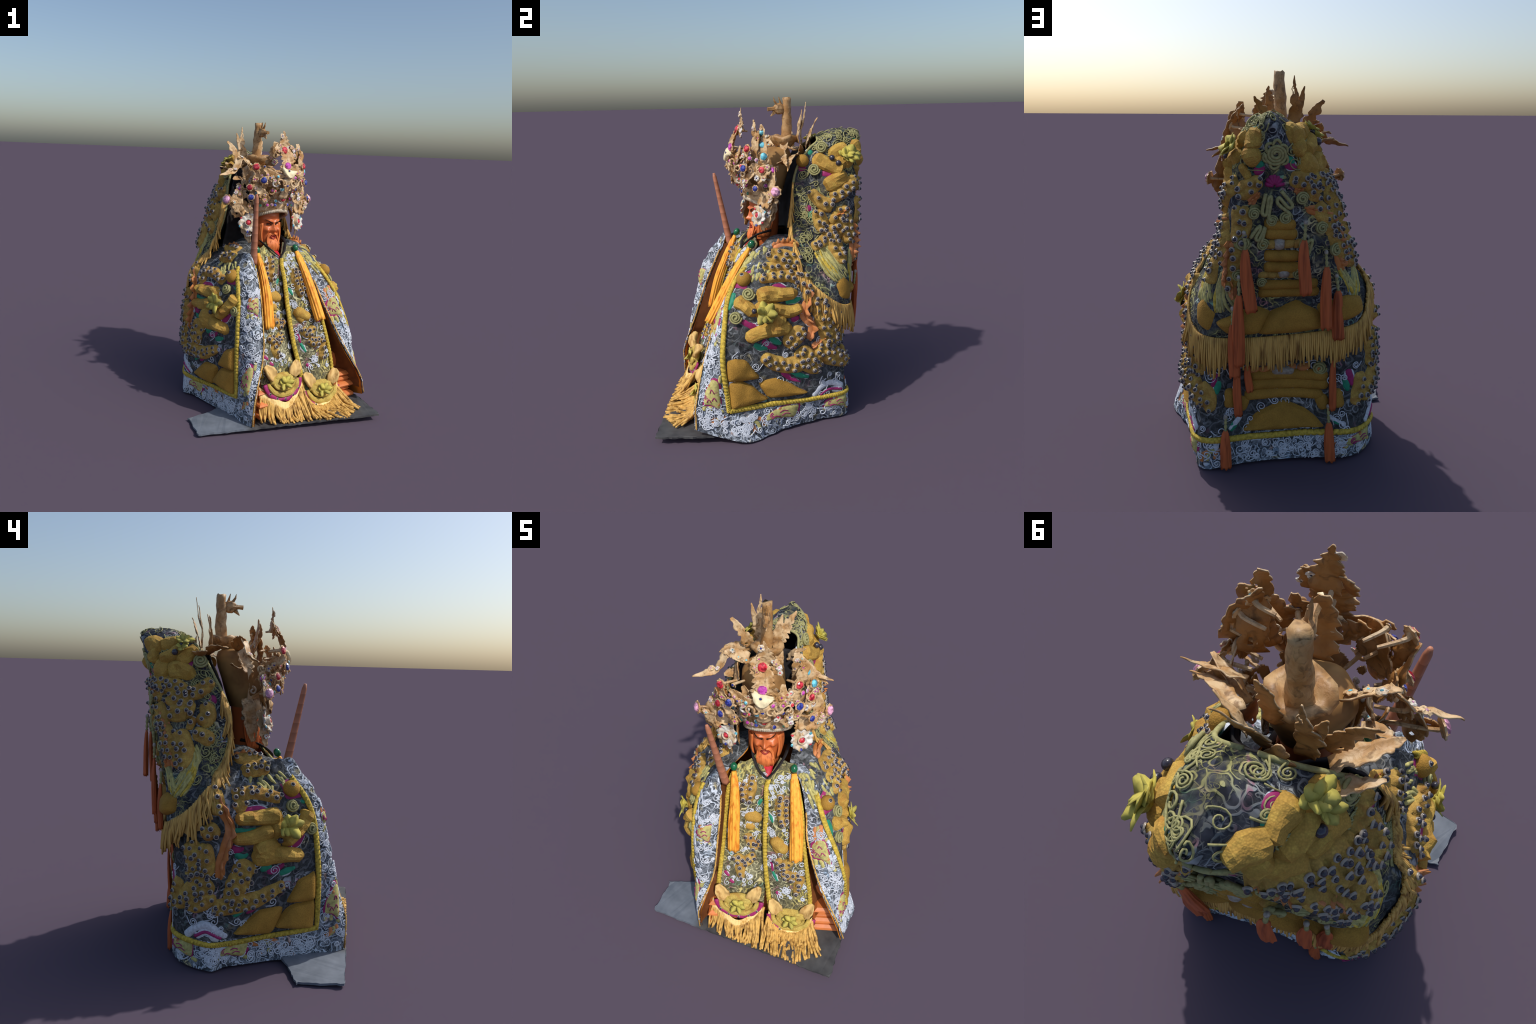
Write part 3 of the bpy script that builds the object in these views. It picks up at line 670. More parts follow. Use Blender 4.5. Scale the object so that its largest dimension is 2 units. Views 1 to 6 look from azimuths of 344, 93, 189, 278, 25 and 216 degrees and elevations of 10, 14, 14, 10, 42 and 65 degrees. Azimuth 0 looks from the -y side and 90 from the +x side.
def hills(g):
    R = ROBE
    lens(g, R, [(12.6, 5.0), (12.35, 4.95), (12.0, 5.06), (11.55, 5.5), (12.1, 5.5), (12.6, 5.46)], .045, seed=1)
    lens(g, R, [(12.6, 5.5), (12.2, 5.48), (11.75, 5.68), (11.3, 6.15), (12.0, 6.26), (12.6, 6.3)], .046, seed=2)
    lens(g, R, [(11.6, 5.62), (11.1, 5.56), (10.7, 5.75), (10.25, 6.12), (10.8, 6.16), (11.3, 6.1)], .042, seed=3)
    lens(g, R, [(2.1, 4.92), (2.45, 5.1), (2.68, 5.54), (2.4, 5.56), (2.1, 5.53)], .045, seed=4)
    lens(g, R, [(2.1, 5.55), (2.6, 5.62), (2.9, 6.18), (2.5, 6.34), (2.1, 6.4)], .048, seed=5)
    lens(g, R, [(2.72, 5.62), (3.25, 5.66), (3.6, 5.95), (3.9, 6.3), (3.4, 6.4), (2.9, 6.45)], .044, seed=6)
    lens(g, R, [(8.18, 6.42), (7.9, 5.85), (7.3, 5.6), (6.8, 5.85), (6.56, 6.42), (7.3, 6.5)], .05, seed=7)
for i, mesh_fn in enumerate([hills]): sub('padded_hill', mesh_fn, [PILLOW], False)
def bars(g):
    for p in [[(8.0, 5.0), (7.2, 5.02), (6.45, 5.06)], [(8.02, 5.2), (7.2, 5.22), (6.45, 5.24)], [(8.15, 5.42), (7.3, 5.42), (6.55, 5.46)]]: pad(g, ROBE, p, .026, .035, lumps=.1)
    for p in [[(8.1, 5.4), (8.25, 5.75)], [(6.62, 5.45), (6.52, 5.8)], [(8.4, 5.2), (8.42, 5.65)], [(6.35, 5.3), (6.3, 5.75)]]: pad(g, ROBE, p, .03, .035, lumps=.1)
    for s in np.linspace(7.9, 6.6, 6): pad(g, ROBE, [(s, 4.8), (s - .02, 4.95)], .03, .034, mi=1)
    pad(g, ROBE, [(7.52, 4.9), (7.0, 4.93)], .024, .044, mi=2, lumps=.05)
sub('padded_temple_gate', bars, [PILLOW, PEACH, STUDRIM])
def balls(g):
    for s, t in ((12.54, 2.6), (2.3, 2.5)):
        R, U, N = frame(ROBE.n(s, t)[0]); p = ROBE.at(s, t, .012)[0]
        g.add(*ellipsoid(p, (R, U, N), (.046, .046, .04), 20, 12)); STUDS.append((p + N * .036 + U * .012, unit(N + U * .3), .011))
        lens(g, ROBE, [(s - .1, t - .5), (s + .12, t - .35), (s + .36, t - .3), (s + .26, t), (s + .34, t + .4), (s, t + .36), (s - .28, t + .45), (s - .24, t), (s - .34, t - .3)], .012, 1, 5, 26)
sub('flaming_pearl', balls, [PILLOW, MAGENTA])
def ribs(g):
    for p, mi in [([(12.27, 4.08), (11.95, 4.23), (11.62, 4.26)], 0), ([(11.57, 4.6), (11.35, 4.76), (11.08, 4.85)], 0), ([(11.38, 4.54), (11.14, 4.69), (10.97, 4.76)], 1), ([(11.84, 4.66), (11.6, 4.78), (11.35, 4.82)], 1), ([(10.97, 5.41), (10.7, 5.62), (10.43, 5.75)], 0), ([(10.72, 5.44), (10.49, 5.56), (10.2, 5.65)], 1), ([(10.8, 4.2), (10.5, 4.15)], 0), ([(11.46, 2.93), (11.19, 2.9), (10.92, 3.03)], 0), ([(12.76, 3.1), (12.72, 3.5), (12.76, 3.83)], 1), ([(11.0, 3.58), (10.7, 3.55), (10.5, 3.5)], 1),
                  ([(4.16, 3.86), (3.78, 3.93), (3.46, 3.86)], 1), ([(4.16, 4.29), (3.95, 4.36), (3.73, 4.32)], 0), ([(4.05, 4.43), (3.78, 4.5), (3.62, 4.42)], 1), ([(2.72, 4.36), (2.49, 4.29), (2.3, 4.08)], 0), ([(3.14, 4.86), (2.92, 4.83), (2.72, 4.69)], 0), ([(2.85, 4.92), (2.5, 4.79)], 1), ([(3.3, 4.8), (2.98, 4.72)], 1), ([(3.95, 5.75), (3.62, 5.64), (3.38, 5.56)], 1), ([(3.6, 5.7), (3.19, 5.54)], 0), ([(3.9, 3.25), (3.4, 3.18), (3.1, 3.28)], 0), ([(2.05, 2.9), (2.15, 3.1)], 1),
                  ([(8.75, 4.85), (8.86, 5.2)], 0), ([(8.68, 5.0), (8.74, 5.35)], 1), ([(6.1, 4.9), (6.0, 5.3)], 0), ([(6.18, 5.1), (6.1, 5.4)], 1), ([(8.3, 6.0), (8.42, 6.35)], 1), ([(6.42, 6.0), (6.25, 6.35)], 1)]:
        ribbon(g, ROBE, p, .016, mi)
    for a, b in (([(10.16, 6.44), (9.9, 6.02), (9.57, 5.95), (9.17, 6.24)], [(9.95, 6.4), (9.68, 6.17), (9.22, 6.34)]), ([(5.55, 6.52), (5.24, 6.08), (4.76, 5.95), (3.95, 6.5)], [(5.3, 6.42), (4.86, 6.14), (4.2, 6.52)])):
        pad(g, ROBE, a, .02, .02, mi=2, lumps=.05); pad(g, ROBE, b, .03, .016, mi=2, lumps=.05); pad(g, ROBE, b, .012, .022, mi=0, lumps=.05)
    pad(g, ROBE, [(8.2, 5.85), (8.45, 6.3)], .018, .018, mi=2); pad(g, ROBE, [(6.5, 5.95), (6.15, 6.3)], .018, .018, mi=2)
sub('satin_ribbon', ribs, [MAGENTA, GREEN, PALE])
def rings(g):
    for s, t, r in ((12.16, 3.15, .038), (12.45, 4.0, .037), (2.5, 3.12, .034), (2.12, 3.95, .034), (6.59, 4.86, .036)): coil(g, ROBE, s, t, r, 0, 2.3, .012, .018, seed=int(s))
    for s, t in ((11.57, 3.88), (2.74, 3.8)):
        tuft(g, ROBE.at(s, t, .04)[0], ROBE.n(s, t)[0], .085, 7, 1, seed=int(s))
    for s, t in ((11.9, 3.78), (11.5, 4.1), (2.92, 4.16), (2.52, 3.72)):
        R, U, N = frame(ROBE.n(s, t)[0]); g.add(*ellipsoid(ROBE.at(s, t, .040)[0], (R, U, N), (.017, .017, .016), 12, 8), 2)
sub('dragon_face', rings, [OLIVECORD, LEMON, STUDDARK])

def shoulder(g):
    rg = random.Random(41)
    for (s0, s1, t0, t1, n) in ((12.2, 13.8, .9, 2.4, 34), (2.2, 3.4, 1.0, 2.4, 22), (11.4, 12.4, 1.7, 2.4, 12)):
        for k in range(n):
            s = rg.uniform(s0, s1); t = rg.uniform(t0, t1); o = rg.uniform(-.25, .25); pad(g, ROBE, [(s, t), (s + o * .5, t + .18), (s + o, t + .42)], [.008, .013, .005], .02, lumps=.25, seed=k, mi=k % 4 == 0)
sub('feather_tuft', shoulder, [SAGE, OLIVECORD])["kind"] = "stuff"

# ---------------------------------------------------------------- hood hanging behind the head
hood = group('hood')
cloth_mesh('hood_cloth', HOOD, [OLIVE], hood, 201, 181, .006)
cloth_mesh('hood_lining', HOOD, [DARK], hood, 101, 91, .002, None, lift=-.018, flip=True)
g = Geo()
for e in (0.0, 8.0):
    P = HOOD.p(np.full(60, e), np.linspace(0.2, 6.9, 60)); g.add(*tube(P, .008, 7), 0)
g.build('hood_edging', [OLIVECORD], hood)
curls('hood_cord_embroidery', HOOD, [(0.1, 3.6, .3, 3), (4.4, 7.9, .3, 3), (6.9, 7.9, 3, 6), (.1, 1, 3, 6)], 130, OLIVECORD, hood, .016, .034, seed=9, tr=.0030)

def hood_scales(g):
    P = lambda *a, **k: pad(g, HOOD, *a, **k)
    for p, w, h, st in [
        ([(7.3, 3.55), (6.73, 3.89), (6.2, 4.05)], [.03, .036, .04], .036, 1), ([(6.39, 3.8), (5.78, 3.57), (5.2, 3.2)], [.034, .04, .034], .04, 2),
        ([(6.92, 4.1), (6.72, 4.5), (6.6, 4.8)], [.036, .042, .03], .04, 2), ([(7.18, 5.32), (6.61, 5.05), (5.99, 4.76), (5.5, 4.1)], [.028, .034, .04, .04], .038, 2),
        ([(6.45, 4.55), (6.15, 5.2), (5.75, 5.7)], [.04, .045, .035], .042, 2), ([(5.9, 4.0), (5.6, 4.6), (5.35, 5.2)], [.04, .045, .04], .04, 2), ([(6.35, 4.3), (6.0, 4.45)], [.035, .04], .04, 1),
        ([(3.2, 3.22), (2.5, 3.3), (1.95, 3.32), (1.45, 3.48), (.83, 3.42), (.1, 3.1)], [.035, .045, .04, .036, .036, .032], .042, 2), ([(2.5, 3.6), (1.73, 3.64), (1.1, 3.64)], [.04, .045, .034], .042, 2),
        ([(.75, 3.68), (.72, 4.03), (1.05, 4.3)], [.032, .04, .04], .042, 1), ([(2.5, 4.05), (1.6, 3.9), (1.2, 3.97)], [.05, .05, .035], .045, 2), ([(2.05, 4.4), (1.88, 4.95), (1.95, 5.42)], [.045, .055, .04], .045, 2),
        ([(1.36, 4.47), (.93, 4.54), (.48, 4.7)], [.034, .036, .04], .042, 1), ([(2.7, 4.3), (2.5, 4.8), (2.4, 5.2)], [.04, .045, .035], .042, 2), ([(1.55, 4.2), (1.2, 4.3)], [.035, .03], .036, 1),
        ([(4.28, 3.2), (4.6, 3.35), (5.1, 3.55)], [.025, .034, .04], .036, 2), ([(3.5, 3.2), (3.05, 3.26), (2.5, 3.4)], [.03, .04, .04], .038, 2), ([(3.1, 3.45), (2.6, 3.6)], [.04, .04], .04, 2),
        ([(4.95, 3.75), (4.75, 4.2), (4.85, 4.7)], [.035, .04, .035], .036, 2), ([(2.95, 3.75), (2.75, 4.2), (2.65, 4.6)], [.035, .04, .035], .036, 2), ([(4.95, 4.75), (4.9, 5.2), (5.0, 5.7)], [.03, .035, .025], .032, 1)]:
        P(p, w, h, studs=st)
g = Geo(); hood_scales(g); g.build('scaled_dragon_body', [GOLD], hood)
g = Geo()
P = lambda *a, **k: pad(g, HOOD, *a, coarse=True, **k)
for p, w, h in [([(6.7, 2.42), (6.21, 2.03), (5.6, 1.85)], [.04, .04, .03], .047), ([(7.56, 2.32), (6.61, 2.76), (5.9, 2.95)], [.044, .036, .036], .047), ([(5.4, 2.5), (6.02, 2.76)], [.026, .034], .042), ([(6.7, 3.48), (6.3, 3.3), (5.7, 3.06)], [.04, .042, .04], .047), ([(6.4, 2.3), (6.1, 2.6), (5.8, 2.9)], [.035, .045, .04], .044),
                ([(2.35, 1.85), (1.64, 1.62), (.9, 1.6)], [.03, .035, .035], .044), ([(2.62, 2.48), (1.7, 2.22), (.9, 1.8)], [.03, .036, .036], .044), ([(1.7, 2.6), (.74, 2.16), (.05, 1.86)], [.045, .036, .04], .047), ([(2.3, 2.92), (1.58, 2.82), (.8, 3.04)], [.05, .045, .03], .048),
                ([(5.41, 2.27), (4.94, 1.9), (4.42, 1.9)], [.04, .045, .03], .042), ([(5.1, 2.72), (4.79, 2.54), (4.45, 2.41)], [.04, .04, .03], .047), ([(5.1, 3.08), (4.79, 2.92)], [.035, .03], .042), ([(3.15, 1.7), (2.65, 1.65), (2.1, 1.9)], [.03, .045, .04], .042), ([(3.15, 2.38), (2.4, 2.16)], [.03, .045], .047), ([(2.98, 2.66), (2.5, 2.84), (2.15, 3.0)], [.045, .05, .04], .047)]: P(p, w, h)
g.build('plain_dragon_limb', [PLAIN], hood, smooth=False)
g = Geo()
frill(g, HOOD, [(6.25, 4.35), (5.84, 4.28), (5.5, 4.1)], .05, teeth=5); frill(g, HOOD, [(2.9, 3.85), (2.55, 4.3), (2.5, 4.81), (2.2, 5.35)], .045, teeth=9)
frill(g, HOOD, [(4.6, 3.75), (4.3, 3.5)], .03, teeth=4); frill(g, HOOD, [(3.45, 3.5), (3.1, 3.42)], .03, teeth=4); frill(g, HOOD, [(3.3, 3.85), (2.85, 3.98)], .035, teeth=5)
frill(g, HOOD, [(5.2, 4.6), (5.15, 5.2), (5.1, 5.65)], .06, teeth=6); frill(g, HOOD, [(5.05, 5.35), (4.9, 5.6), (4.85, 5.9)], .04, teeth=4); frill(g, HOOD, [(2.7, 4.9), (2.65, 5.4)], .03, teeth=5)
g.build('dragon_fin', [PEACH], hood)
g = Geo()
for s, t, r in ((7.29, 1.85, .036), (7.26, 2.9, .036), (.31, 2.5, .04), (3.3, 3.64, .03), (4.44, 3.94, .028), (3.97, 4.12, .027), (3.69, 4.06, .03), (4.18, 4.68, .028), (4.68, 4.62, .034), (3.05, 4.34, .03), (2.8, 4.9, .032), (4.76, 5.34, .03), (4.22, 5.52, .024), (3.57, 5.34, .03), (3.4, 4.75, .024)): coil(g, HOOD, s, t, r, 0, 2.4, .016, .014, seed=int(s * 7))
for z in ([(4.17, 3.5), (4.23, 3.9), (4.12, 3.95), (4.08, 3.6), (4.0, 3.62), (4.06, 4.02), (3.97, 4.12)], [(3.75, 3.45), (3.55, 3.74), (3.62, 3.82), (3.8, 3.6), (3.84, 3.72), (3.62, 3.95), (3.7, 4.05)], [(4.5, 4.5), (4.3, 4.24), (4.26, 4.3), (4.36, 4.5), (4.28, 4.55), (4.14, 4.26), (4.22, 4.62)], [(3.4, 4.5), (3.5, 4.75), (3.3, 4.6), (3.4, 4.95)]):
    cord(g, HOOD, z, .009, 0, .022)
a = np.linspace(0, 3 * 2 * math.pi, 70); cord(g, HOOD, [(3.88 + .42 * (1 - .8 * q / a[-1]) * math.cos(q), 2.45 + .36 * (1 - .8 * q / a[-1]) * math.sin(q)) for q in a], .008, 0, .008, 140)
for k in range(6):
    b = k * math.pi / 3; cord(g, HOOD, [(3.88 + .42 * math.cos(b + w) * (1 + .22 * math.sin(w * 4)), 2.42 + .42 * math.sin(b + w) * (1 + .22 * math.sin(w * 4))) for w in np.linspace(0, 1.05, 8)], .007, 0, .006)
g.build('coiled_cord', [OLIVECORD], hood)
g = Geo()
for p, mi in [([(8.0, 2.82), (7.6, 2.86)], 0), ([(7.85, 1.9), (7.75, 2.3)], 1), ([(6.95, 3.0), (6.42, 3.1)], 0), ([(7.1, 4.14), (7.16, 4.42)], 1), ([(7.26, 3.95), (7.26, 4.2)], 0), ([(.46, 3.5), (.4, 3.75)], 0), ([(.6, 3.68), (.56, 3.98)], 1), ([(1.27, 2.78), (.65, 2.5)], 0), ([(1.76, 1.22), (.96, 1.27)], 0), ([(2.1, 1.4), (1.5, 1.45)], 1), ([(4.6, 3.05), (4.2, 2.88)], 0), ([(4.6, 2.9), (4.25, 2.75)], 1), ([(3.58, 2.78), (3.12, 2.94)], 0), ([(3.55, 2.64), (3.15, 2.78)], 1), ([(2.8, 1.3), (2.4, 1.45)], 0), ([(2.9, 1.5), (2.5, 1.6)], 1), ([(5.3, 1.4), (5.0, 1.55)], 1)]:
    ribbon(g, HOOD, p, .017, mi)
for k in range(7):
    b = math.pi * (.05 + .9 * k / 6); pad(g, HOOD, [(3.9, 3.36), (3.9 + .3 * math.cos(b), 3.36 - .3 * math.sin(b))], .012, .018, mi=0)
g.build('satin_ribbon', [MAGENTA, GREEN, PALE], hood)
g = Geo()
lens(g, HOOD, [(4.22, 6.92), (4.1, 6.35), (3.64, 6.0), (3.37, 6.3), (3.3, 6.88), (3.7, 6.95)], .06, seed=8); lens(g, HOOD, [(5.1, 6.55), (4.7, 6.25), (4.3, 6.12), (4.05, 6.3), (4.2, 6.9), (4.7, 6.9)], .05, seed=9); lens(g, HOOD, [(3.35, 6.1), (2.7, 5.95), (1.95, 6.15), (2.1, 6.7), (2.9, 6.75), (3.3, 6.7)], .05, seed=10)
lens(g, HOOD, [(5.2, 6.3), (5.9, 6.0), (6.2, 6.4), (5.9, 6.8), (5.2, 6.85)], .02, seed=12)
g.build('padded_hill', [PILLOW], hood)
g = Geo()
for t0 in (4.2, 4.42, 4.95, 5.2): pad(g, HOOD, [(4.16, t0), (3.85, t0 + .03), (3.5, t0 + .05)], .024, .036, lumps=.12)
for t0 in (5.62, 5.8): pad(g, HOOD, [(4.28, t0), (3.8, t0), (3.28, t0 - .02)], .022, .032, lumps=.1)
for s in np.linspace(4.15, 3.5, 5): pad(g, HOOD, [(s, 4.58), (s, 4.82)], .028, .032, mi=1); pad(g, HOOD, [(s, 5.3), (s, 5.48)], .026, .032, mi=1)
pad(g, HOOD, [(3.95, 4.68), (3.72, 4.7)], .026, .044, mi=2, lumps=.05); pad(g, HOOD, [(3.9, 5.35), (3.68, 5.34)], .024, .044, mi=2, lumps=.05)
g.build('padded_temple_gate', [PILLOW, GOLD, STUDRIM], hood)
g = Geo()
R, U, N = frame(HOOD.n(7.9, 2.55)[0]); g.add(*ellipsoid(HOOD.at(7.9, 2.55, .015)[0], (R, U, N), (.04, .04, .036), 18, 10))
g.build('flaming_pearl', [PILLOW], hood)
g = Geo()
for s, t, q in ((5.75, 2.35, .085), (.85, 1.75, .06), (1.0, 2.0, .05), (5.95, 2.4, .06)): tuft(g, HOOD.at(s, t, .04)[0], HOOD.n(s, t)[0] + np.array([0, 0, .15]), q, 7, 0, seed=int(s * 10))
for s, t in ((6.58, 2.5), (6.27, 2.72), (1.48, 2.22), (.99, 1.9)):
    R, U, N = frame(HOOD.n(s, t)[0]); g.add(*ellipsoid(HOOD.at(s, t, .040)[0], (R, U, N), (.018, .018, .016), 12, 8), 1)
g.build('dragon_face', [LEMON, STUDDARK], hood)
g = Geo(); rg = random.Random(4)
for (a, b, c, wid, n) in [((6.7, 5.25), (6.35, 5.65), (5.8, 6.1), .4, 16), ((6.9, 5.5), (6.5, 5.9), (6.05, 6.2), .35, 10), ((1.36, 4.85), (1.36, 5.3), (1.9, 5.8), .35, 16), ((1.2, 5.2), (1.5, 5.7), (2.0, 6.1), .3, 10), ((5.25, 5.4), (5.1, 5.8), (4.85, 6.2), .3, 12), ((2.7, 5.3), (2.5, 5.6), (2.3, 5.9), .25, 10)]:
    for k in range(n):
        o = rg.uniform(-wid, wid); q = rg.uniform(-.12, .12); pad(g, HOOD, [(a[0] + o * .5, a[1] + q), (b[0] + o * .9 + rg.uniform(-.1, .1), b[1] + q), (c[0] + o * 1.2, c[1] + q)], [.007, .014, .005], .02, lumps=.3, seed=k, mi=(k % 5 == 0) + 2 * (k % 5 == 2))
g.build('feather_tuft', [SAGE, OLIVECORD, BRAID], hood, stuff=True)

# black sheet added behind the head to fill the dark hollow of the hood
BACKDROP = Cloth([(1.66, [(-.22, .20), (-.14, .27), (-.06, .30), (.01, .30), (.05, .26)]), (1.45, [(-.30, .10), (-.16, .19), (-.04, .22), (.05, .23), (.10, .20)]), (1.25, [(-.32, .08), (-.17, .16), (-.04, .19), (.07, .20), (.12, .20)]), (1.08, [(-.34, .08), (-.17, .14), (-.04, .16), (.08, .18), (.14, .2)])], flip=-1)
thicken(cloth_mesh('hood_fill', BACKDROP, [DARK], hood, 41, 41, .008), .01)

# fringe along the lower and front edges of the hood, draped over the cloak
sg_, tg_ = np.meshgrid(np.linspace(2, 13, 220), np.linspace(.4, 8, 160)); RP = ROBE.p(sg_, tg_).reshape(-1, 3); RN = ROBE.n(sg_, tg_).reshape(-1, 3)
def outside(P, gap):
    Q = np.array(P, float)
    for i in range(len(Q)):
        k = int(np.argmin(((RP - Q[i]) ** 2).sum(1))); dd = np.dot(Q[i] - RP[k], RN[k])
        if dd < gap: Q[i] = Q[i] + RN[k] * (gap - dd)
    return Q
g = Geo(); rg = random.Random(21)
edge = np.concatenate([np.stack([np.zeros(60), np.linspace(3.4, 7, 60)], 1), np.stack([np.linspace(0, 8, 400), np.full(400, 7.0)], 1), np.stack([np.full(60, 8.0), np.linspace(7, 3.3, 60)], 1)])
EP = HOOD.p(edge[:, 0], edge[:, 1]); EN = HOOD.n(np.clip(edge[:, 0], .25, 7.75), np.minimum(edge[:, 1], 6.9)); al = np.concatenate([[0], np.cumsum(np.linalg.norm(np.diff(EP, axis=0), axis=1))])
n = int(al[-1] / .0100); back = []
for k in range(n):
    l = al[-1] * (k + .5) / n; p = np.array([np.interp(l, al, EP[:, i]) for i in range(3)]); nn = unit([np.interp(l, al, EN[:, i]) for i in range(3)]); nn = unit([nn[0], nn[1], .0])
    t = np.interp(l, al, edge[:, 1]); s = np.interp(l, al, edge[:, 0]); front = t < 6.98; side = s < 2.3 or s > 5.8
    L = (.15 if front else .17) * rg.uniform(.8, 1.08) * (1 + .18 * math.sin(k * .31) * math.sin(k * .113)); q = np.array([rg.uniform(-1, 1), rg.uniform(-1, 1), 0]) * (.012 if side else .005)
    outw = .012 + (.02 if front else 0)
    pts = [p + nn * .008, p + nn * (outw + .008) - UP * L * .35, p + nn * (outw + .012) - UP * L * .7 + q, p + nn * (outw + .010) - UP * L + q * 2]
    pts = curve_pts(pts, 7)
    if side: pts = outside(pts, .014 + rg.uniform(0, .008))
    g.add(*tube(pts, np.linspace(.0065, .0048, 7) * rg.uniform(.85, 1.25), 5)); back.append((pts[0] - nn * .004, pts[2] - nn * .006, pts[4] - nn * .008, pts[5] - nn * .008))
V = np.array(back).reshape(-1, 3); g.add(V, grid_faces(4, len(back))); g.build('fringe', [FRINGE], hood, stuff=True)
# ---------------------------------------------------------------- front panels
front = group('front_panel_pair')
for nm, S in (('a', PANEL_A), ('b', PANEL_B)):
    thicken(cloth_mesh('front_panel', S, [FRONTCLOTH], front, 61, 121, .004, flip=True), .014)
curls('panel_cord_embroidery', PANEL_A, [(.2, 2.9, .6, 2.8), (.2, 2.9, 2.8, 5)], 60, PALE, front, .010, .02, seed=31, tr=.003)
curls('panel_cord_embroidery', PANEL_B, [(.2, 2.9, .6, 2.8), (.2, 2.9, 2.8, 5)], 70, PALE, front, .010, .022, seed=32, tr=.003)
g = Geo()
braid(g, PANEL_A, [(.1, .8), (.1, 3), (.1, 5.2)], .014); braid(g, PANEL_B, [(.12, .85), (.08, 3), (.1, 5.6)], .015); braid(g, PANEL_B, [(2.9, 1.0), (2.9, 3), (2.9, 5.4)], .013)
g.build('braid_trim', [BRAID], front)
g = Geo()
PA = lambda *a, **k: pad(g, PANEL_A, *a, **k); PB = lambda *a, **k: pad(g, PANEL_B, *a, **k)
PA([(1.7, .75), (1.7, 1.4), (1.55, 2.0)], [.022, .028, .022], .036, studs=1, spacing=.035); PA([(1.15, 1.1), (1.1, 1.5), (1.2, 1.9)], [.02, .024, .02], .032, studs=1, spacing=.035)
PA([(1.6, 3.05), (2.2, 3.45), (2.6, 3.3)], [.022, .03, .022], .038, studs=2, spacing=.034); PA([(1.0, 3.7), (1.7, 3.95), (2.3, 3.7)], [.024, .034, .024], .038, studs=2, spacing=.034); PA([(1.4, 3.95), (1.55, 4.3), (1.7, 4.55)], [.03, .026, .016], .036, studs=1, spacing=.034)
PB([(1.5, 1.35), (1.3, 2.0), (1.6, 2.55)], [.022, .027, .02], .036, studs=1, spacing=.033); PB([(1.95, 1.5), (1.8, 2.0), (1.9, 2.4)], [.016, .018, .016], .028, studs=1, spacing=.035)
PB([(1.0, 3.55), (1.4, 3.75), (2.1, 3.5)], [.026, .03, .024], .038, studs=2, spacing=.034); PB([(1.3, 3.95), (1.8, 4.05), (2.5, 4.0)], [.022, .032, .026], .038, studs=2, spacing=.034); PB([(2.5, 4.0), (2.3, 4.35), (2.05, 4.7)], [.028, .026, .016], .036, studs=1, spacing=.033)
g.build('scaled_dragon_body', [GOLD], front)
g = Geo()
PA([(1.3, 2.5), (2.0, 2.5), (2.6, 2.65)], [.024, .034, .022], .042); PA([(1.4, 2.75), (2.2, 2.9)], [.02, .024], .03); PB([(.75, 2.9), (1.3, 3.1), (1.95, 3.2)], [.03, .036, .024], .045); PB([(.9, 3.1), (1.3, 3.35)], [.024, .02], .034)
g.build('plain_dragon_limb', [PLAIN], front)
g = Geo()
for S, t0 in ((PANEL_A, .45), (PANEL_B, .55)):
    rg = random.Random(8)
    for k in range(26):
        s = rg.uniform(.5, 2.7); t = t0 + rg.uniform(-.35, .9); pad(g, S, [(s, t), (s + rg.uniform(-.15, .15), t + .22), (s + rg.uniform(-.3, .3), t + .45)], [.006, .009, .004], .014, lumps=.2, seed=k)
g.build('feather_tuft', [SAGE], front, stuff=True)
g = Geo()
for S, p, mi in [(PANEL_A, [(2.5, 1.85), (2.2, 2.15)], 1), (PANEL_A, [(.5, 3.5), (.8, 3.75)], 1), (PANEL_A, [(.4, 4.3), (.9, 4.5)], 0), (PANEL_B, [(.4, 2.2), (.8, 2.5)], 1), (PANEL_B, [(.5, 3.6), (.7, 4.1)], 0), (PANEL_B, [(2.3, 4.4), (2.75, 4.5)], 1), (PANEL_B, [(.6, 4.0), (1.0, 4.4)], 1), (PANEL_B, [(2.4, 3.3), (2.75, 3.4)], 0), (PANEL_B, [(.7, 4.75), (1.1, 4.9)], 0), (PANEL_A, [(.9, 4.6), (1.3, 4.75)], 0)]:
    ribbon(g, S, p, .013, mi)
g.build('satin_ribbon', [MAGENTA, GREEN, PALE], front)

# collar, neck cloth
g = Geo()
for ctrl in ([(.036, -.142, 1.065), (-.02, -.135, 1.11), (-.085, -.07, 1.165), (-.12, .03, 1.19)], [(.036, -.142, 1.065), (.075, -.105, 1.11), (.10, -.03, 1.165), (.09, .06, 1.19)]):
    P = curve_pts(ctrl, 24); g.add(*tube(P, np.linspace(.007, .014, 24), 8, flat=.5))
g.build('collar', [DARK], front)
g = Geo(); P = curve_pts([(-.005, -.05, 1.11), (.018, -.095, 1.085), (.034, -.13, 1.06)], 14); g.add(*tube(P, [.034, .034, .034, .034, .034, .032, .03, .028, .025, .022, .018, .015, .010, .005], 12, flat=.35)); g.build('red_neckcloth', [RED], front)

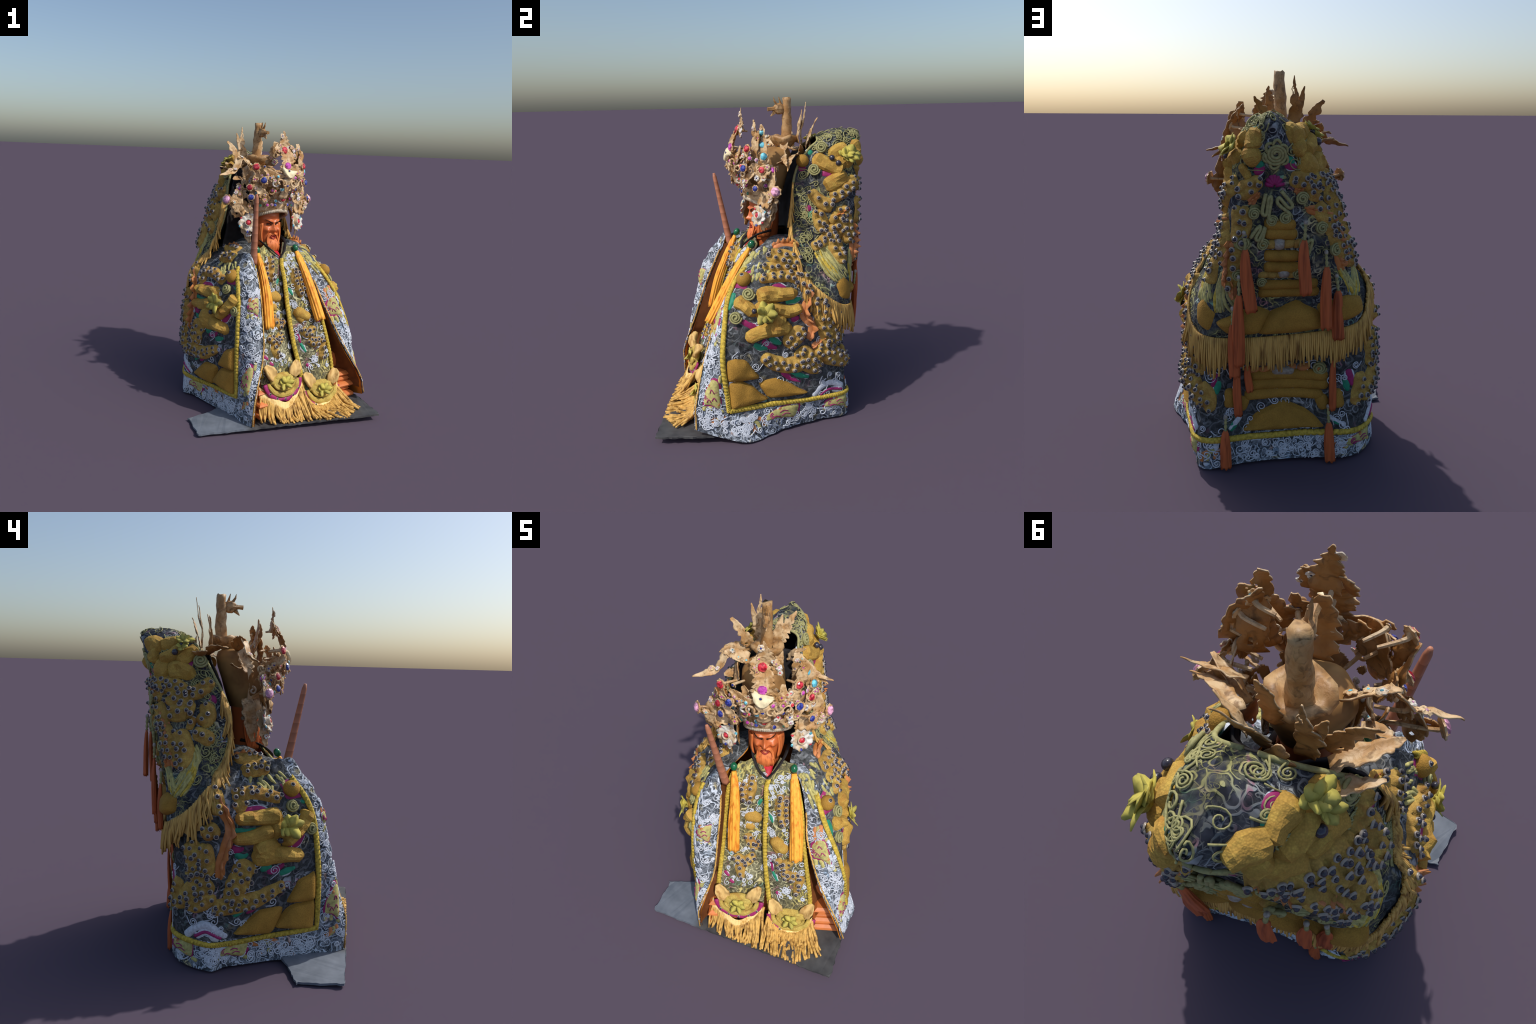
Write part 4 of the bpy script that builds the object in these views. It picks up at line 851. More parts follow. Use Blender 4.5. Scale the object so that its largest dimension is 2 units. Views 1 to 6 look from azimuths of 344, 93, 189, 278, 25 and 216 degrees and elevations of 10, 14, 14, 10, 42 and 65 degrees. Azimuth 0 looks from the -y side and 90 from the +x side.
# ---------------------------------------------------------------- beast masks and front fringes
def beast(name, c, size, nrm):
    e = group(name); R, U, N = frame(nrm); c = np.asarray(c, float); q = size
    g = Geo()
    g.add(*ellipsoid(c + U * q * .14, (R, U, N), (q * .78, q * .42, q * .20), 24, 14))
    g.add(*ellipsoid(c - U * q * .10 + N * q * .10, (R, U, N), (q * .58, q * .22, q * .20), 20, 12))
    for sx in (-1, 1): g.add(*ellipsoid(c + R * sx * q * .30 + U * q * .32 + N * q * .06, (R, U, N), (q * .24, q * .13, q * .14), 14, 10))
    a = np.linspace(math.pi * 1.02, math.pi * 1.98, 30)
    g.add(*tube([c + R * q * .92 * math.cos(x) + U * (q * .74 * math.sin(x) + .14 * q) + N * q * (.06 + .03 * math.sin(9 * x)) for x in a], q * .16 * (.45 + .55 * np.sin(a - math.pi) ** .5), 8, up=N, flat=.7))
    g.add(*tube([c + R * q * .66 * math.cos(x) + U * (q * .44 * math.sin(x) + .10 * q) + N * q * .16 for x in a], q * .07, 8))
    g.build('muzzle', [BEAST], e, smooth=False)
    g = Geo()
    g.add(*tube([c + R * q * 1.12 * math.cos(x) + U * (q * (.98 + .04 * math.sin(12 * x)) * math.sin(x) + .14 * q) for x in a], q * .13, 8, up=N, flat=.5))
    g.build('satin_swag', [MAGENTA], e)
    g = Geo(); tuft(g, c + N * q * .26 + U * q * .02, N + U * .1, q * .5, 6, 0, seed=int(q * 100))
    for k in range(5): x = math.pi * (1.2 + .15 * k); STUDS.append((c + R * q * 1.12 * math.cos(x) + U * (q * .98 * math.sin(x) + .14 * q) + N * q * .06, N, .007))
    g.build('nose_tuft', [LEMON], e)
    for sx in (-1, 1):
        g = Geo(); b = c + R * sx * q * .60 + U * q * .30; d = unit(R * sx * .55 + U * .85 - N * .05)
        leaf_plate(g, [b, b + d * q * .40 + N * q * .10, b + d * q * .82 + N * q * .04], [q * .20, q * .32, q * .28, q * .10], N - R * sx * .25, .05, .02 * q / .1, 0, 4, seed=3 + sx, cup=.45)
        g.build('ear', [EAR], e)
    return e
beast('beast_mask', (-.022, -.495, .275), .128, (.28, -.90, .30)); beast('beast_mask', (.297, -.405, .165), .128, (.22, -.90, .32))

g = Geo(); rg = random.Random(13)
def front_fringe(top, out, n, spread):
    T = curve_pts(top, n); O = curve_pts(out, n)
    for k in range(n):
        a = T[k]; b = O[k] + np.array([rg.uniform(-1, 1) * spread, rg.uniform(-.02, .012), rg.uniform(-.008, .012)])
        b[1] = max(b[1], -.632); b[2] = max(b[2], .045)
        mid = a * .5 + b * .5 + np.array([rg.uniform(-.018, .018), -.008, -.03 + .02 * rg.random()])
        P = curve_pts([a, a * .75 + mid * .25 + np.array([0, -.012, .0]), mid, b], 9)
        g.add(*tube(P, np.linspace(.0095, .006, 9) * rg.uniform(.8, 1.4), 6), 0)
front_fringe([(-.195, -.515, .23), (-.10, -.54, .165), (-.01, -.545, .125), (.07, -.49, .165), (.125, -.445, .24)], [(-.185, -.60, .05), (-.085, -.625, .05), (.02, -.63, .05), (.09, -.625, .05), (.18, -.60, .055)], 40, .026)
front_fringe([(.155, -.425, .16), (.22, -.44, .08), (.30, -.435, .062), (.38, -.40, .09), (.43, -.365, .17)], [(.20, -.62, .055), (.27, -.63, .055), (.37, -.63, .055), (.45, -.58, .055), (.555, -.49, .06)], 46, .03)
front_fringe([(.155, -.425, .16), (.22, -.44, .08), (.30, -.44, .065), (.38, -.405, .09), (.43, -.37, .17)], [(.16, -.54, .06), (.25, -.55, .058), (.33, -.55, .058), (.41, -.50, .06), (.48, -.42, .07)], 24, .02)
g.build('fringe', [FRINGE], front, stuff=True)
g = Geo()
for top in ([(-.195, -.52, .235), (-.10, -.545, .17), (-.01, -.55, .13), (.07, -.495, .17), (.125, -.45, .245)], [(.155, -.43, .165), (.22, -.445, .085), (.30, -.44, .068), (.38, -.405, .095), (.43, -.37, .175)]):
    P = curve_pts(top, 40); P2 = P + np.array([.0, -.03, -.05]); P3 = P + np.array([0, .0, .03]); V = np.stack([P3, P + np.array([0, -.016, 0]), P2, P2 + np.array([0, .02, -.006])], 1).reshape(-1, 3)
    V[:, 2] = np.maximum(V[:, 2], .05); g.add(V, grid_faces(4, 40))
    lo = [x for i, x in enumerate(P)]
g.build('fringe_heading', [PALEFRINGE], front)

# ---------------------------------------------------------------- tassels
def tassel(name, ctrl, r0, r1, mat, bead=None, bead_r=.016, bead_mat=None, parent=root, flutes=11, seed=0, collar=None, depth=.8):
    e = group(name, parent); g = Geo(); n = 26; P = curve_pts(ctrl, n); sides = flutes * 4
    T = np.gradient(P, axis=0); T /= np.linalg.norm(T, axis=1, keepdims=True); ref = np.array([.95, .3, 0]); V = []
    for i in range(n):
        u = i / (n - 1); B = unit(ref - T[i] * np.dot(ref, T[i])); C = np.cross(T[i], B)
        r = (r0 + (r1 - r0) * min(1, u * 1.6) ** .8) * (1 if u > .05 else .8)
        for k in range(sides):
            a = 2 * math.pi * k / sides; rr = r * (1 + .10 * math.cos(a * flutes) * min(1, u * 4) + .10 * math.sin(a * 3 + u * 4 + seed)); V.append(P[i] + (B * math.cos(a) + C * math.sin(a) * depth) * rr + (T[i] * .008 * math.sin(a * 5 + seed) if i == n - 1 else 0))
    g.add(V, grid_faces(sides, n, True) + [tuple(range(sides))[::-1], tuple((n - 1) * sides + i for i in range(sides))]); g.build('tassel_threads', [mat], e)
    if bead is not None:
        g = Geo(); ax = unit(P[0] - np.asarray(bead)); R, U, N = frame(ax); g.add(*ellipsoid(bead, (R, U, N), (bead_r, bead_r, bead_r * 1.25), 16, 10), 0)
        if collar:
            Q = curve_pts([bead, (np.asarray(bead) + P[0]) / 2, P[0]], 10); g.add(*tube(Q, [r0 * .5 * (1 + .35 * math.sin(i * 2.2)) for i in range(10)], 8), 1)
        g.build('tassel_bead', [bead_mat, collar or bead_mat], e)
tassel('tassel', [(.178, -.075, 1.095), (.224, -.168, .945), (.262, -.245, .80), (.295, -.325, .65)], .020, .037, TASSEL, (.172, -.062, 1.12), .021, JADE)
tassel('tassel', [(-.148, -.20, 1.105), (-.118, -.268, .95), (-.103, -.325, .80), (-.094, -.372, .62)], .018, .033, TASSEL, (-.152, -.188, 1.13), .021, JADE, seed=2)
for k, (bd, nk, bt, w) in enumerate([((.005, .615, 1.277), (.003, .605, 1.20), (-.02, .59, .90), .027), ((-.263, .535, 1.319), (-.26, .54, 1.24), (-.268, .545, .985), .027), ((.034, .605, 1.067), (.035, .595, .98), (.047, .585, .62), .028), ((.068, .595, .91), (.072, .588, .83), (.063, .585, .56), .024),
        ((-.353, .465, 1.170), (-.357, .465, 1.10), (-.365, .462, .79), .026), ((-.401, .425, 1.042), (-.411, .425, .97), (-.421, .422, .722), .028), (None, (.07, .51, .58), (.073, .50, .30), .02), (None, (.023, .49, .58), (.018, .48, .43), .018), (None, (-.398, .385, .60), (-.396, .375, .31), .018), ((.132, .53, .30), (.134, .53, .225), (.129, .545, .02), .026), ((-.374, .375, .326), (-.379, .375, .235), (-.396, .378, .012), .026)]):
    dy = .0 if k < 5 else .013; nk = np.array(nk) - [0, dy, 0]; bt = np.array(bt) - [0, dy, 0]; bd = None if bd is None else np.array(bd) - [0, dy, 0]
    tassel('tassel', [nk, nk * .6 + bt * .4 + np.array([.004, .004, 0]), bt], w * .55, w, REDTASSEL, bd, .010, STUDRIM, seed=k, collar=OLIVECORD, flutes=8, depth=.5)

# ---------------------------------------------------------------- head
head = group('head'); HC = np.array([-.032, .012, 0])
def face_pt(th, z):
    """Radial face surface: th 0 is straight ahead."""
    x0 = math.sin(th); f0 = math.cos(th); v = (z - 1.13) / .30
    a = .091 * (1 - .28 * max(0, .38 - v) / .38) ; b = .092 * (1 - .10 * max(0, .3 - v) / .3)
    r = 1 / math.sqrt((x0 / a) ** 2 + (f0 / b) ** 2); x = x0 * r; f = f0 * r
    if f > 0:
        G = lambda cx, cz, sx, sz: math.exp(-((abs(x) - cx) / sx) ** 2 - ((z - cz) / sz) ** 2)
        f += .030 * math.exp(-(x / .012) ** 2) * math.exp(-((z - 1.252) / .016) ** 2) + .015 * math.exp(-(x / .010) ** 2) * math.exp(-((z - 1.282) / .026) ** 2) + .010 * G(.014, 1.250, .009, .009)
        f -= .021 * G(.035, 1.291, .017, .011)
        f += .020 * G(.034, 1.316 + .25 * (abs(x) - .03), .026, .009) + .008 * math.exp(-(x / .03) ** 2 - ((z - 1.352) / .02) ** 2)
        f += .019 * G(.050, 1.252, .018, .018) - .010 * G(.030, 1.228, .008, .02)
        f -= .010 * math.exp(-(x / .024) ** 2 - ((z - 1.204) / .007) ** 2); f += .006 * math.exp(-(x / .02) ** 2 - ((z - 1.184) / .01) ** 2)
    return HC + RGT * x + FWD * f + UP * z
g = Geo(); nu, nv = 120, 90; V = [face_pt(-math.pi + 2 * math.pi * i / nu, 1.12 + .31 * j / (nv - 1)) for j in range(nv) for i in range(nu)]
g.add(V, grid_faces(nu, nv, True) + [tuple(range((nv - 1) * nu, nv * nu))]); g.build('face', [FACE], head)
at_face = lambda x, z, o=0.0: face_pt(math.asin(max(-1, min(1, x / .09))), z) + FWD * o
g = Geo()
for sx in (-1, 1): g.add(*ellipsoid(at_face(.034 * sx, 1.291, -.006), (RGT, UP, FWD), (.015, .0085, .012), 16, 10))
g.build('eye', [EYE], head)
g = Geo()
for sx in (-1, 1):
    P = [at_face(sx * x, z, .003) for x, z in ((.010, 1.298), (.026, 1.306), (.045, 1.318), (.062, 1.326))]; g.add(*tube(curve_pts(P, 12), [.002, .0035, .004, .004, .004, .004, .0038, .0034, .003, .0025, .002, .001], 6))
    P = [at_face(sx * x, z, .002) for x, z in ((.016, 1.286), (.03, 1.2995), (.048, 1.296))]; g.add(*tube(curve_pts(P, 10), .0018, 5))
g.build('eyebrow', [BROW], head)
g = Geo()
g.add(*tube(curve_pts([at_face(x, z, .004) for x, z in ((-.024, 1.198), (-.01, 1.209), (0, 1.207), (.01, 1.209), (.024, 1.198))], 14), .0048, 6)); g.add(*tube(curve_pts([at_face(x, z, .006) for x, z in ((-.018, 1.197), (0, 1.190), (.018, 1.197))], 10), .0052, 6))
g.build('lips', [LIP], head)
g = Geo(); rg = random.Random(17)
for k in range(19):                                  # beard falling from the chin
    x = -.047 + .094 * k / 18; top = at_face(x * .95, 1.19 - .10 * x * x / .047, -.004)
    low = HC + RGT * (x * 1.0) + FWD * (.094 + .012 * (1 - (x / .05) ** 2)) + UP * (1.100 + .03 * abs(x) + rg.uniform(-.006, .006)); mid = top * .5 + low * .5 + FWD * .016
    g.add(*tube(curve_pts([top, mid, low], 12), [.0066, .0075, .008, .008, .0078, .0075, .007, .0066, .006, .005, .004, .0025], 7))
for sx in (-1, 1):                                   # moustache
    for q in range(3):
        P = [at_face(sx * .006, 1.222, .004), at_face(sx * (.022 + .003 * q), 1.219 + .003 * q, .008), at_face(sx * (.038 + .004 * q), 1.196, .010), HC + RGT * sx * (.046 + .003 * q) + FWD * .100 + UP * 1.15]
        g.add(*tube(curve_pts(P, 14), np.linspace(.006, .0035, 14), 6))
    for k in range(9):                               # side whiskers
        th = math.radians(52 + 7 * k) * sx; a = face_pt(th, 1.30 - .002 * k); b = face_pt(th * .96, 1.22) + (RGT * sx * .012); c = face_pt(th * .9, 1.14) + RGT * sx * .014 + FWD * .01
        g.add(*tube(curve_pts([a, b, c], 10), np.linspace(.009, .006, 10), 6))
g.build('beard', [HAIR], head)
g = Geo()
for sx in (-1, 1): g.add(*ellipsoid(HC + RGT * sx * .092 + FWD * .01 + UP * 1.275, (RGT, UP, FWD), (.012, .034, .02), 14, 10))
g.build('ear', [FACE], head)
g = Geo(); g.add(*tube(curve_pts([(-.04, .03, 1.05), (-.035, .02, 1.12), (-.032, .015, 1.18)], 8), .07, 18)); g.build('neck', [FACE], head)

# ---------------------------------------------------------------- tablet held in front
tab = Geo(); top = np.array([-.209, -.336, 1.522]); bot = np.array([-.188, -.240, 1.04]); ax = unit(top - bot); wd = unit(np.cross(ax, [-.25, -.95, 0])); th = np.cross(wd, ax); n = 20; V = []
for i in range(n):
    u = i / (n - 1); c = bot + (top - bot) * u; w = .025 * (1 - .50 * u); t = .023 * (1 - .45 * u)
    if i == n - 1: w *= .6; t *= .6
    V += [c - wd * w - th * t * .6, c - th * t * 1.1, c + wd * w - th * t * .6, c + wd * w + th * t * .6, c + th * t * 1.1, c - wd * w + th * t * .6]
tab.add(V, grid_faces(6, n, True) + [tuple(range((n - 1) * 6, n * 6)), (5, 4, 3, 2, 1, 0)]); tab.build('court_tablet', [TABLET], root)

# ---------------------------------------------------------------- crown
crown = group('crown')
C0 = np.array([-.018, .008, 1.375]); C1 = np.array([-.075, .085, 1.70])
g = Geo(); nu = 48; V = []                            # felt cap leaning backwards
prof = [(0, .104), (.1, .108), (.3, .113), (.5, .118), (.7, .120), (.85, .114), (.95, .095), (1.0, .06)]
for q, r in prof:
    c = C0 + (C1 - C0) * q
    for i in range(nu):
        a = 2 * math.pi * i / nu; fr = math.cos(a); V.append(c + (RGT * math.sin(a) * r * 1.0 + FWD * fr * r * (1.0 if fr < 0 else .98)) * (1 + .03 * math.sin(5 * a + q * 4) + .035 * float(hash_noise(np.array([[math.sin(a) * .3, math.cos(a) * .3, q * .5]]), 9, 2)[0])))
g.add(V, grid_faces(nu, len(prof), True, flip=False) + [tuple(range((len(prof) - 1) * nu, len(prof) * nu))]); g.build('cap', [CAPM], crown)

g = Geo(); nu = 60; V = []                            # bowl shaped brow band and beaded brim
bp = [(1.392, .120), (1.400, .138), (1.43, .142), (1.465, .135), (1.50, .140)]
for z, r in bp:
    for i in range(nu):
        a = -2.0 + 4.0 * i / (nu - 1); tilt = -.055 * (1 - math.cos(a)); V.append(C0 * [1, 1, 0] + RGT * math.sin(a) * r + FWD * math.cos(a) * r * .93 + UP * (z + tilt))
g.add(V, grid_faces(nu, len(bp)), 0)
for k in range(44):
    a = -1.95 + 3.9 * k / 43; p = C0 * [1, 1, 0] + RGT * math.sin(a) * .130 + FWD * math.cos(a) * .122 + UP * (1.393 - .055 * (1 - math.cos(a))); g.add(*ellipsoid(p, (RGT, FWD, UP), (.0065, .0065, .008), 8, 6), 1)
thicken(g.build('brow_band', [FILI, BRIM], crown), .006)

# flared openwork gallery: a bowl whose cells are punched out by noise
g = Geo(); nu, nv = 150, 60; PT = np.zeros((nv, nu, 3))
for j in range(nv):
    q = j / (nv - 1); z = 1.47 + .20 * q; r = .138 + .085 * math.sin(q * math.pi / 2)
    for i in range(nu):
        a = -1.75 + 3.5 * i / (nu - 1); sag = -.05 * (1 - math.cos(a)) + .018 * math.sin(a * 7) * q
        PT[j, i] = C0 * [1, 1, 0] + RGT * math.sin(a) * r * 1.0 + FWD * math.cos(a) * r * .95 + UP * (z + sag)
PT += (hash_noise(PT, 22, 4) * .014)[..., None] * np.array([.3, -.9, .2])
nz = hash_noise(PT, 17, 8) + .5 * hash_noise(PT, 33, 9); F = []
for k, f in enumerate(grid_faces(nu, nv)):
    j, i = divmod(k, nu - 1); q = j / nv
    if nz[j, i] > .10 - .35 * max(0, q - .2) and not (q < .06): continue
    F.append(f)
g.add(PT.reshape(-1, 3), F); thicken(g.build('openwork_gallery', [FILI, FILIBACK], crown), .006, 0).modifiers['solid'].material_offset = 1

# finial with a small dragon head
g = Geo(); FB = np.array([-.085, .160, 1.74]); FT = np.array([-.075, .163, 1.998]); V = []; n = 14; sd = 10
for i in range(n):
    u = i / (n - 1); c = FB + (FT - FB) * u; r = .036 * (1 - .28 * u) * (1 + .05 * math.sin(i * 2.1))
    for k in range(sd):
        a = 2 * math.pi * k / sd; V.append(c + (RGT * math.sin(a) + FWD * math.cos(a)) * r * (1 + .08 * math.sin(3 * a + i)) + UP * (.006 * math.sin(k * 2.4) if i == n - 1 else 0))
g.add(V, grid_faces(sd, n, True) + [tuple(range((n - 1) * sd, n * sd))]); V = []
for z, r in ((1.70, .045), (1.725, .07), (1.75, .088), (1.768, .085), (1.768, .06), (1.75, .03)):
    for k in range(16):
        a = 2 * math.pi * k / 16; V.append(FB * [1, 1, 0] + np.array([.012, -.02, 0]) + (RGT * math.sin(a) * 1.0 + FWD * math.cos(a) * .95) * r * (1 + .07 * math.cos(a * 4)) + UP * (z + .008 * math.sin(a * 4)))
g.add(V, grid_faces(16, 6, True)); g.build('finial', [FILIGOLD], crown)
g = Geo(); D = FT - UP * .065 + FWD * .03; g.add(*ellipsoid(D + FWD * .02, (RGT, UP, FWD), (.022, .036, .04), 8, 6)); g.add(*tube([D + FWD * .04, D + FWD * .07, D + FWD * .095 - UP * .002], [.018, .012, .013], 5)); g.add(*tube([D + FWD * .03 + UP * .02, D + FWD * .05 + UP * .05, D + FWD * .055 + UP * .072], [.01, .006, .001], 5)); g.add(*tube([D + FWD * .05 - UP * .02, D + FWD * .075 - UP * .045], [.014, .003], 5)); g.add(*tube([D + FWD * .01 + UP * .03, D + FWD * .022 + UP * .072], [.008, .002], 4))
g.build('dragon_head', [FILIGOLD], crown, smooth=False)

# stamped metal leaves: spine points, widths, facing, jaggedness, teeth, cup, holes
LEAF_NO = [40]; FRONT_LEAVES = []
def crown_leaf(spine, widths, face, jag, teeth, cup, holes):
    if np.dot(unit(face), FWD) > .45 and np.mean([p[1] for p in spine]) < .12: FRONT_LEAVES.append((spine, widths, face))
    g = Geo(); leaf_plate(g, spine, widths, face, jag, .004, 0, teeth, LEAF_NO[0], cup, holes, back=1); LEAF_NO[0] += 1; g.build('crown_leaf', [FILI, FILIBACK], crown)
crown_leaf([(-.20,.20,1.70),(-.235,.185,1.77),(-.30,.18,1.862)], [.03,.045,.032,.03,.01], (.2,-.9,.3), .5, 5, .1, 1)
crown_leaf([(-.165,.25,1.70),(-.172,.25,1.80),(-.168,.275,1.90),(-.167,.278,1.972)], [.03,.045,.03,.012,.002], (.2,-.95,.1), .5, 6, .0, 2)
crown_leaf([(-.185,.245,1.80),(-.20,.25,1.87),(-.214,.255,1.925)], [.02,.016,.003], (.2,-.95,.1), .3, 3, .0, 0)
crown_leaf([(-.06,.23,1.72),(-.045,.24,1.82),(-.028,.25,1.895)], [.03,.034,.022,.004], (.3,-.9,.1), .5, 5, .1, 0)
crown_leaf([(-.075,.28,1.69),(-.04,.31,1.78),(.012,.354,1.875)], [.03,.05,.042,.028,.004], (.3,-.8,.5), .55, 7, .1, 0)
crown_leaf([(-.15,.07,1.70),(-.215,.03,1.735),(-.262,.0,1.755)], [.035,.04,.034,.012], (-.1,-.6,.8), .35, 4, .2, 0)
crown_leaf([(-.25,.0,1.745),(-.29,-.035,1.665),(-.345,-.07,1.645),(-.412,-.105,1.626)], [.034,.024,.022,.003], (-.2,-.7,.7), .35, 5, .1, 0)
crown_leaf([(.10,.14,1.66),(.20,.155,1.635),(.302,.168,1.612)], [.026,.022,.014,.003], (.2,-.6,.8), .35, 5, .1, 0)
crown_leaf([(.15,.04,1.62),(.165,.02,1.72),(.166,-.02,1.80),(.162,-.021,1.86)], [.05,.05,.045,.03,.016], (.5,-.85,.1), .45, 6, .1, 2)
crown_leaf([(.235,.045,1.62),(.205,.03,1.72),(.16,.018,1.80),(.14,.015,1.845)], [.034,.036,.034,.026,.006], (.75,-.66,.1), .3, 6, .1, 2)
crown_leaf([(-.03,.0,1.70),(-.018,-.03,1.78),(.0,-.043,1.868)], [.045,.055,.05,.04,.02], (.25,-.95,.1), .5, 5, .1, 1)
crown_leaf([(.035,-.10,1.80),(.033,-.108,1.86),(.03,-.11,1.90),(.027,-.112,1.944)], [.05,.052,.03,.003], (.3,-.95,.0), .5, 5, .2, 0)
crown_leaf([(.04,-.165,1.655),(.045,-.17,1.71),(.04,-.155,1.77),(.032,-.13,1.83)], [.07,.075,.065,.055,.03], (.3,-.93,.2), .4, 7, .25, 3)
crown_leaf([(-.01,-.155,1.77),(-.012,-.135,1.82),(.0,-.115,1.86)], [.03,.035,.012], (.1,-.95,.2), .5, 4, .2, 0)
crown_leaf([(.085,-.115,1.77),(.092,-.11,1.81),(.088,-.10,1.85)], [.025,.03,.008], (.5,-.85,.2), .5, 4, .2, 0)
crown_leaf([(.14,-.09,1.60),(.17,-.08,1.66),(.20,-.06,1.73)], [.04,.045,.035,.012], (.6,-.8,.1), .4, 5, .25, 1)
crown_leaf([(.205,-.02,1.52),(.225,.03,1.57),(.235,.085,1.605)], [.04,.045,.04,.012], (.9,-.4,.1), .4, 5, .25, 1)
crown_leaf([(-.16,-.175,1.58),(-.175,-.19,1.64),(-.188,-.20,1.72)], [.035,.04,.03,.012], (-.3,-.95,.1), .4, 5, .25, 1)
crown_leaf([(-.23,-.12,1.48),(-.26,-.11,1.53),(-.28,-.10,1.58)], [.035,.04,.034,.014], (-.6,-.75,.2), .45, 4, .25, 0)
crown_leaf([(-.20,-.09,1.42),(-.27,-.145,1.41),(-.31,-.15,1.44),(-.365,-.156,1.468)], [.05,.06,.035,.014], (-.3,-.93,.2), .45, 6, .15, 1)
crown_leaf([(.17,.0,1.41),(.23,.05,1.40),(.27,.08,1.43),(.308,.1,1.462)], [.05,.06,.035,.014], (.55,-.82,.2), .45, 6, .15, 1)
crown_leaf([(-.05,-.205,1.60),(-.085,-.20,1.65),(-.13,-.21,1.685)], [.03,.034,.03,.01], (-.1,-.95,.3), .45, 4, .3, 0)
crown_leaf([(.10,-.16,1.59),(.14,-.11,1.64),(.175,-.08,1.665)], [.03,.034,.03,.01], (.5,-.85,.3), .45, 4, .3, 0)
crown_leaf([(-.10,-.19,1.47),(-.14,-.19,1.53),(-.20,-.175,1.575)], [.035,.04,.03,.01], (-.3,-.93,.2), .4, 5, .3, 1)
crown_leaf([(.12,-.11,1.46),(.17,-.08,1.52),(.22,-.03,1.56)], [.035,.04,.03,.01], (.6,-.8,.2), .4, 5, .3, 1)
crown_leaf([(-.02,.16,1.745),(.0,.14,1.69),(-.005,.135,1.625)], [.024,.03,.022,.026], (.8,-.5,.2), .2, 4, .2, 0)
crown_leaf([(-.20,.03,1.69),(-.185,.0,1.63),(-.20,-.02,1.57)], [.03,.045,.05,.03], (-.7,-.6,.2), .35, 5, .2, 0)
crown_leaf([(-.14,.33,1.66),(-.13,.31,1.72),(-.12,.29,1.77)], [.05,.06,.04,.006], (.2,-.8,.5), .45, 5, .2, 1)
crown_leaf([(-.20,.29,1.64),(-.28,.24,1.66),(-.35,.18,1.68)], [.035,.045,.03,.005], (-.1,-.5,.85), .4, 5, .2, 0)
crown_leaf([(-.22,.22,1.66),(-.29,.14,1.70),(-.33,.07,1.70)], [.03,.04,.026,.005], (-.2,-.5,.85), .4, 5, .2, 0)

# leaves read off from above: right side sprays and the rear rosette
crown_leaf([(.05,.23,1.66),(.16,.19,1.64),(.272,.171,1.58)], [.026,.030,.022,.003], (.2,-.5,.85), .35, 4, .2, 0)
crown_leaf([(.07,.17,1.60),(.15,.14,1.62),(.238,.113,1.62)], [.02,.024,.024,.008], (.3,-.5,.8), .35, 3, .2, 0)
crown_leaf([(.0,.26,1.64),(.05,.25,1.69),(.112,.246,1.722)], [.022,.024,.016,.003], (.2,-.5,.85), .35, 4, .2, 0)
crown_leaf([(.03,-.15,1.56),(-.03,-.17,1.62),(-.075,-.165,1.69)], [.04,.05,.04,.012], (-.05,-.95,.25), .45, 4, .3, 1)
crown_leaf([(.07,-.16,1.57),(.12,-.14,1.62),(.13,-.11,1.72)], [.04,.05,.04,.012], (.45,-.85,.25), .45, 4, .3, 1)
crown_leaf([(.13,-.02,1.60),(.17,-.02,1.68),(.195,-.005,1.78),(.19,-.005,1.81)], [.03,.04,.04,.03,.014], (.7,-.7,.1), .45, 5, .3, 2)
crown_leaf([(-.19,-.10,1.55),(-.20,-.14,1.62),(-.20,-.22,1.66)], [.035,.045,.035,.02], (-.5,-.8,.2), .45, 4, .3, 1)
crown_leaf([(-.21,.06,1.60),(-.25,.04,1.60),(-.285,.02,1.60)], [.03,.035,.03,.012], (-.4,-.5,.7), .4, 4, .2, 0)
crown_leaf([(.235,.055,1.355),(.25,.075,1.43),(.245,.085,1.52),(.235,.088,1.60)], [.03,.05,.045,.03,.01], (.62,-.78,.1), .4, 5, .2, 1)
crown_leaf([(-.28,-.14,1.35),(-.295,-.14,1.42),(-.285,-.125,1.50),(-.27,-.105,1.57)], [.03,.055,.05,.03,.012], (-.3,-.93,.1), .4, 5, .2, 1)
# hanging side plates beside the cheeks
crown_leaf([(-.165,-.01,1.43),(-.185,-.035,1.32),(-.175,-.05,1.19)], [.04,.055,.045,.015], (-.85,-.5,.0), .35, 4, .2, 1)
crown_leaf([(-.195,-.085,1.36),(-.215,-.11,1.27),(-.19,-.125,1.17)], [.03,.045,.04,.012], (-.6,-.8,.0), .35, 4, .2, 0)
crown_leaf([(.14,.08,1.43),(.165,.06,1.33),(.165,.04,1.22)], [.04,.05,.045,.012], (.95,-.2,.0), .35, 4, .2, 1)
crown_leaf([(.19,.06,1.36),(.20,.035,1.29),(.185,.01,1.21)], [.03,.045,.04,.012], (.9,-.4,.0), .35, 4, .2, 0)
rg = random.Random(61)
for k in range(30):                                   # small stones strewn over the gallery
    a = -1.45 + 2.9 * rg.random(); z = rg.uniform(1.44, 1.68); r0 = .145 + .085 * math.sin(max(0, (z - 1.47) / .2) * 1.57); p = C0 * [1, 1, 0] + RGT * math.sin(a) * r0 + FWD * math.cos(a) * r0 * .97 + UP * (z - .05 * (1 - math.cos(a)))
    nn = RGT * math.sin(a) + FWD * math.cos(a) + UP * .2; g = Geo(); gem_geo(g, p + unit(nn) * .012, nn, rg.uniform(.007, .012), 0, 1, seed=k); g.build('gem', [rg.choice([GEMP, GEMR, GEMB, GEMP, GEMM, GEMC]), FILIPALE], crown, smooth=False)
rg = random.Random(91); tints = [FILIPALE, FILI, FILIPALE, FILI]
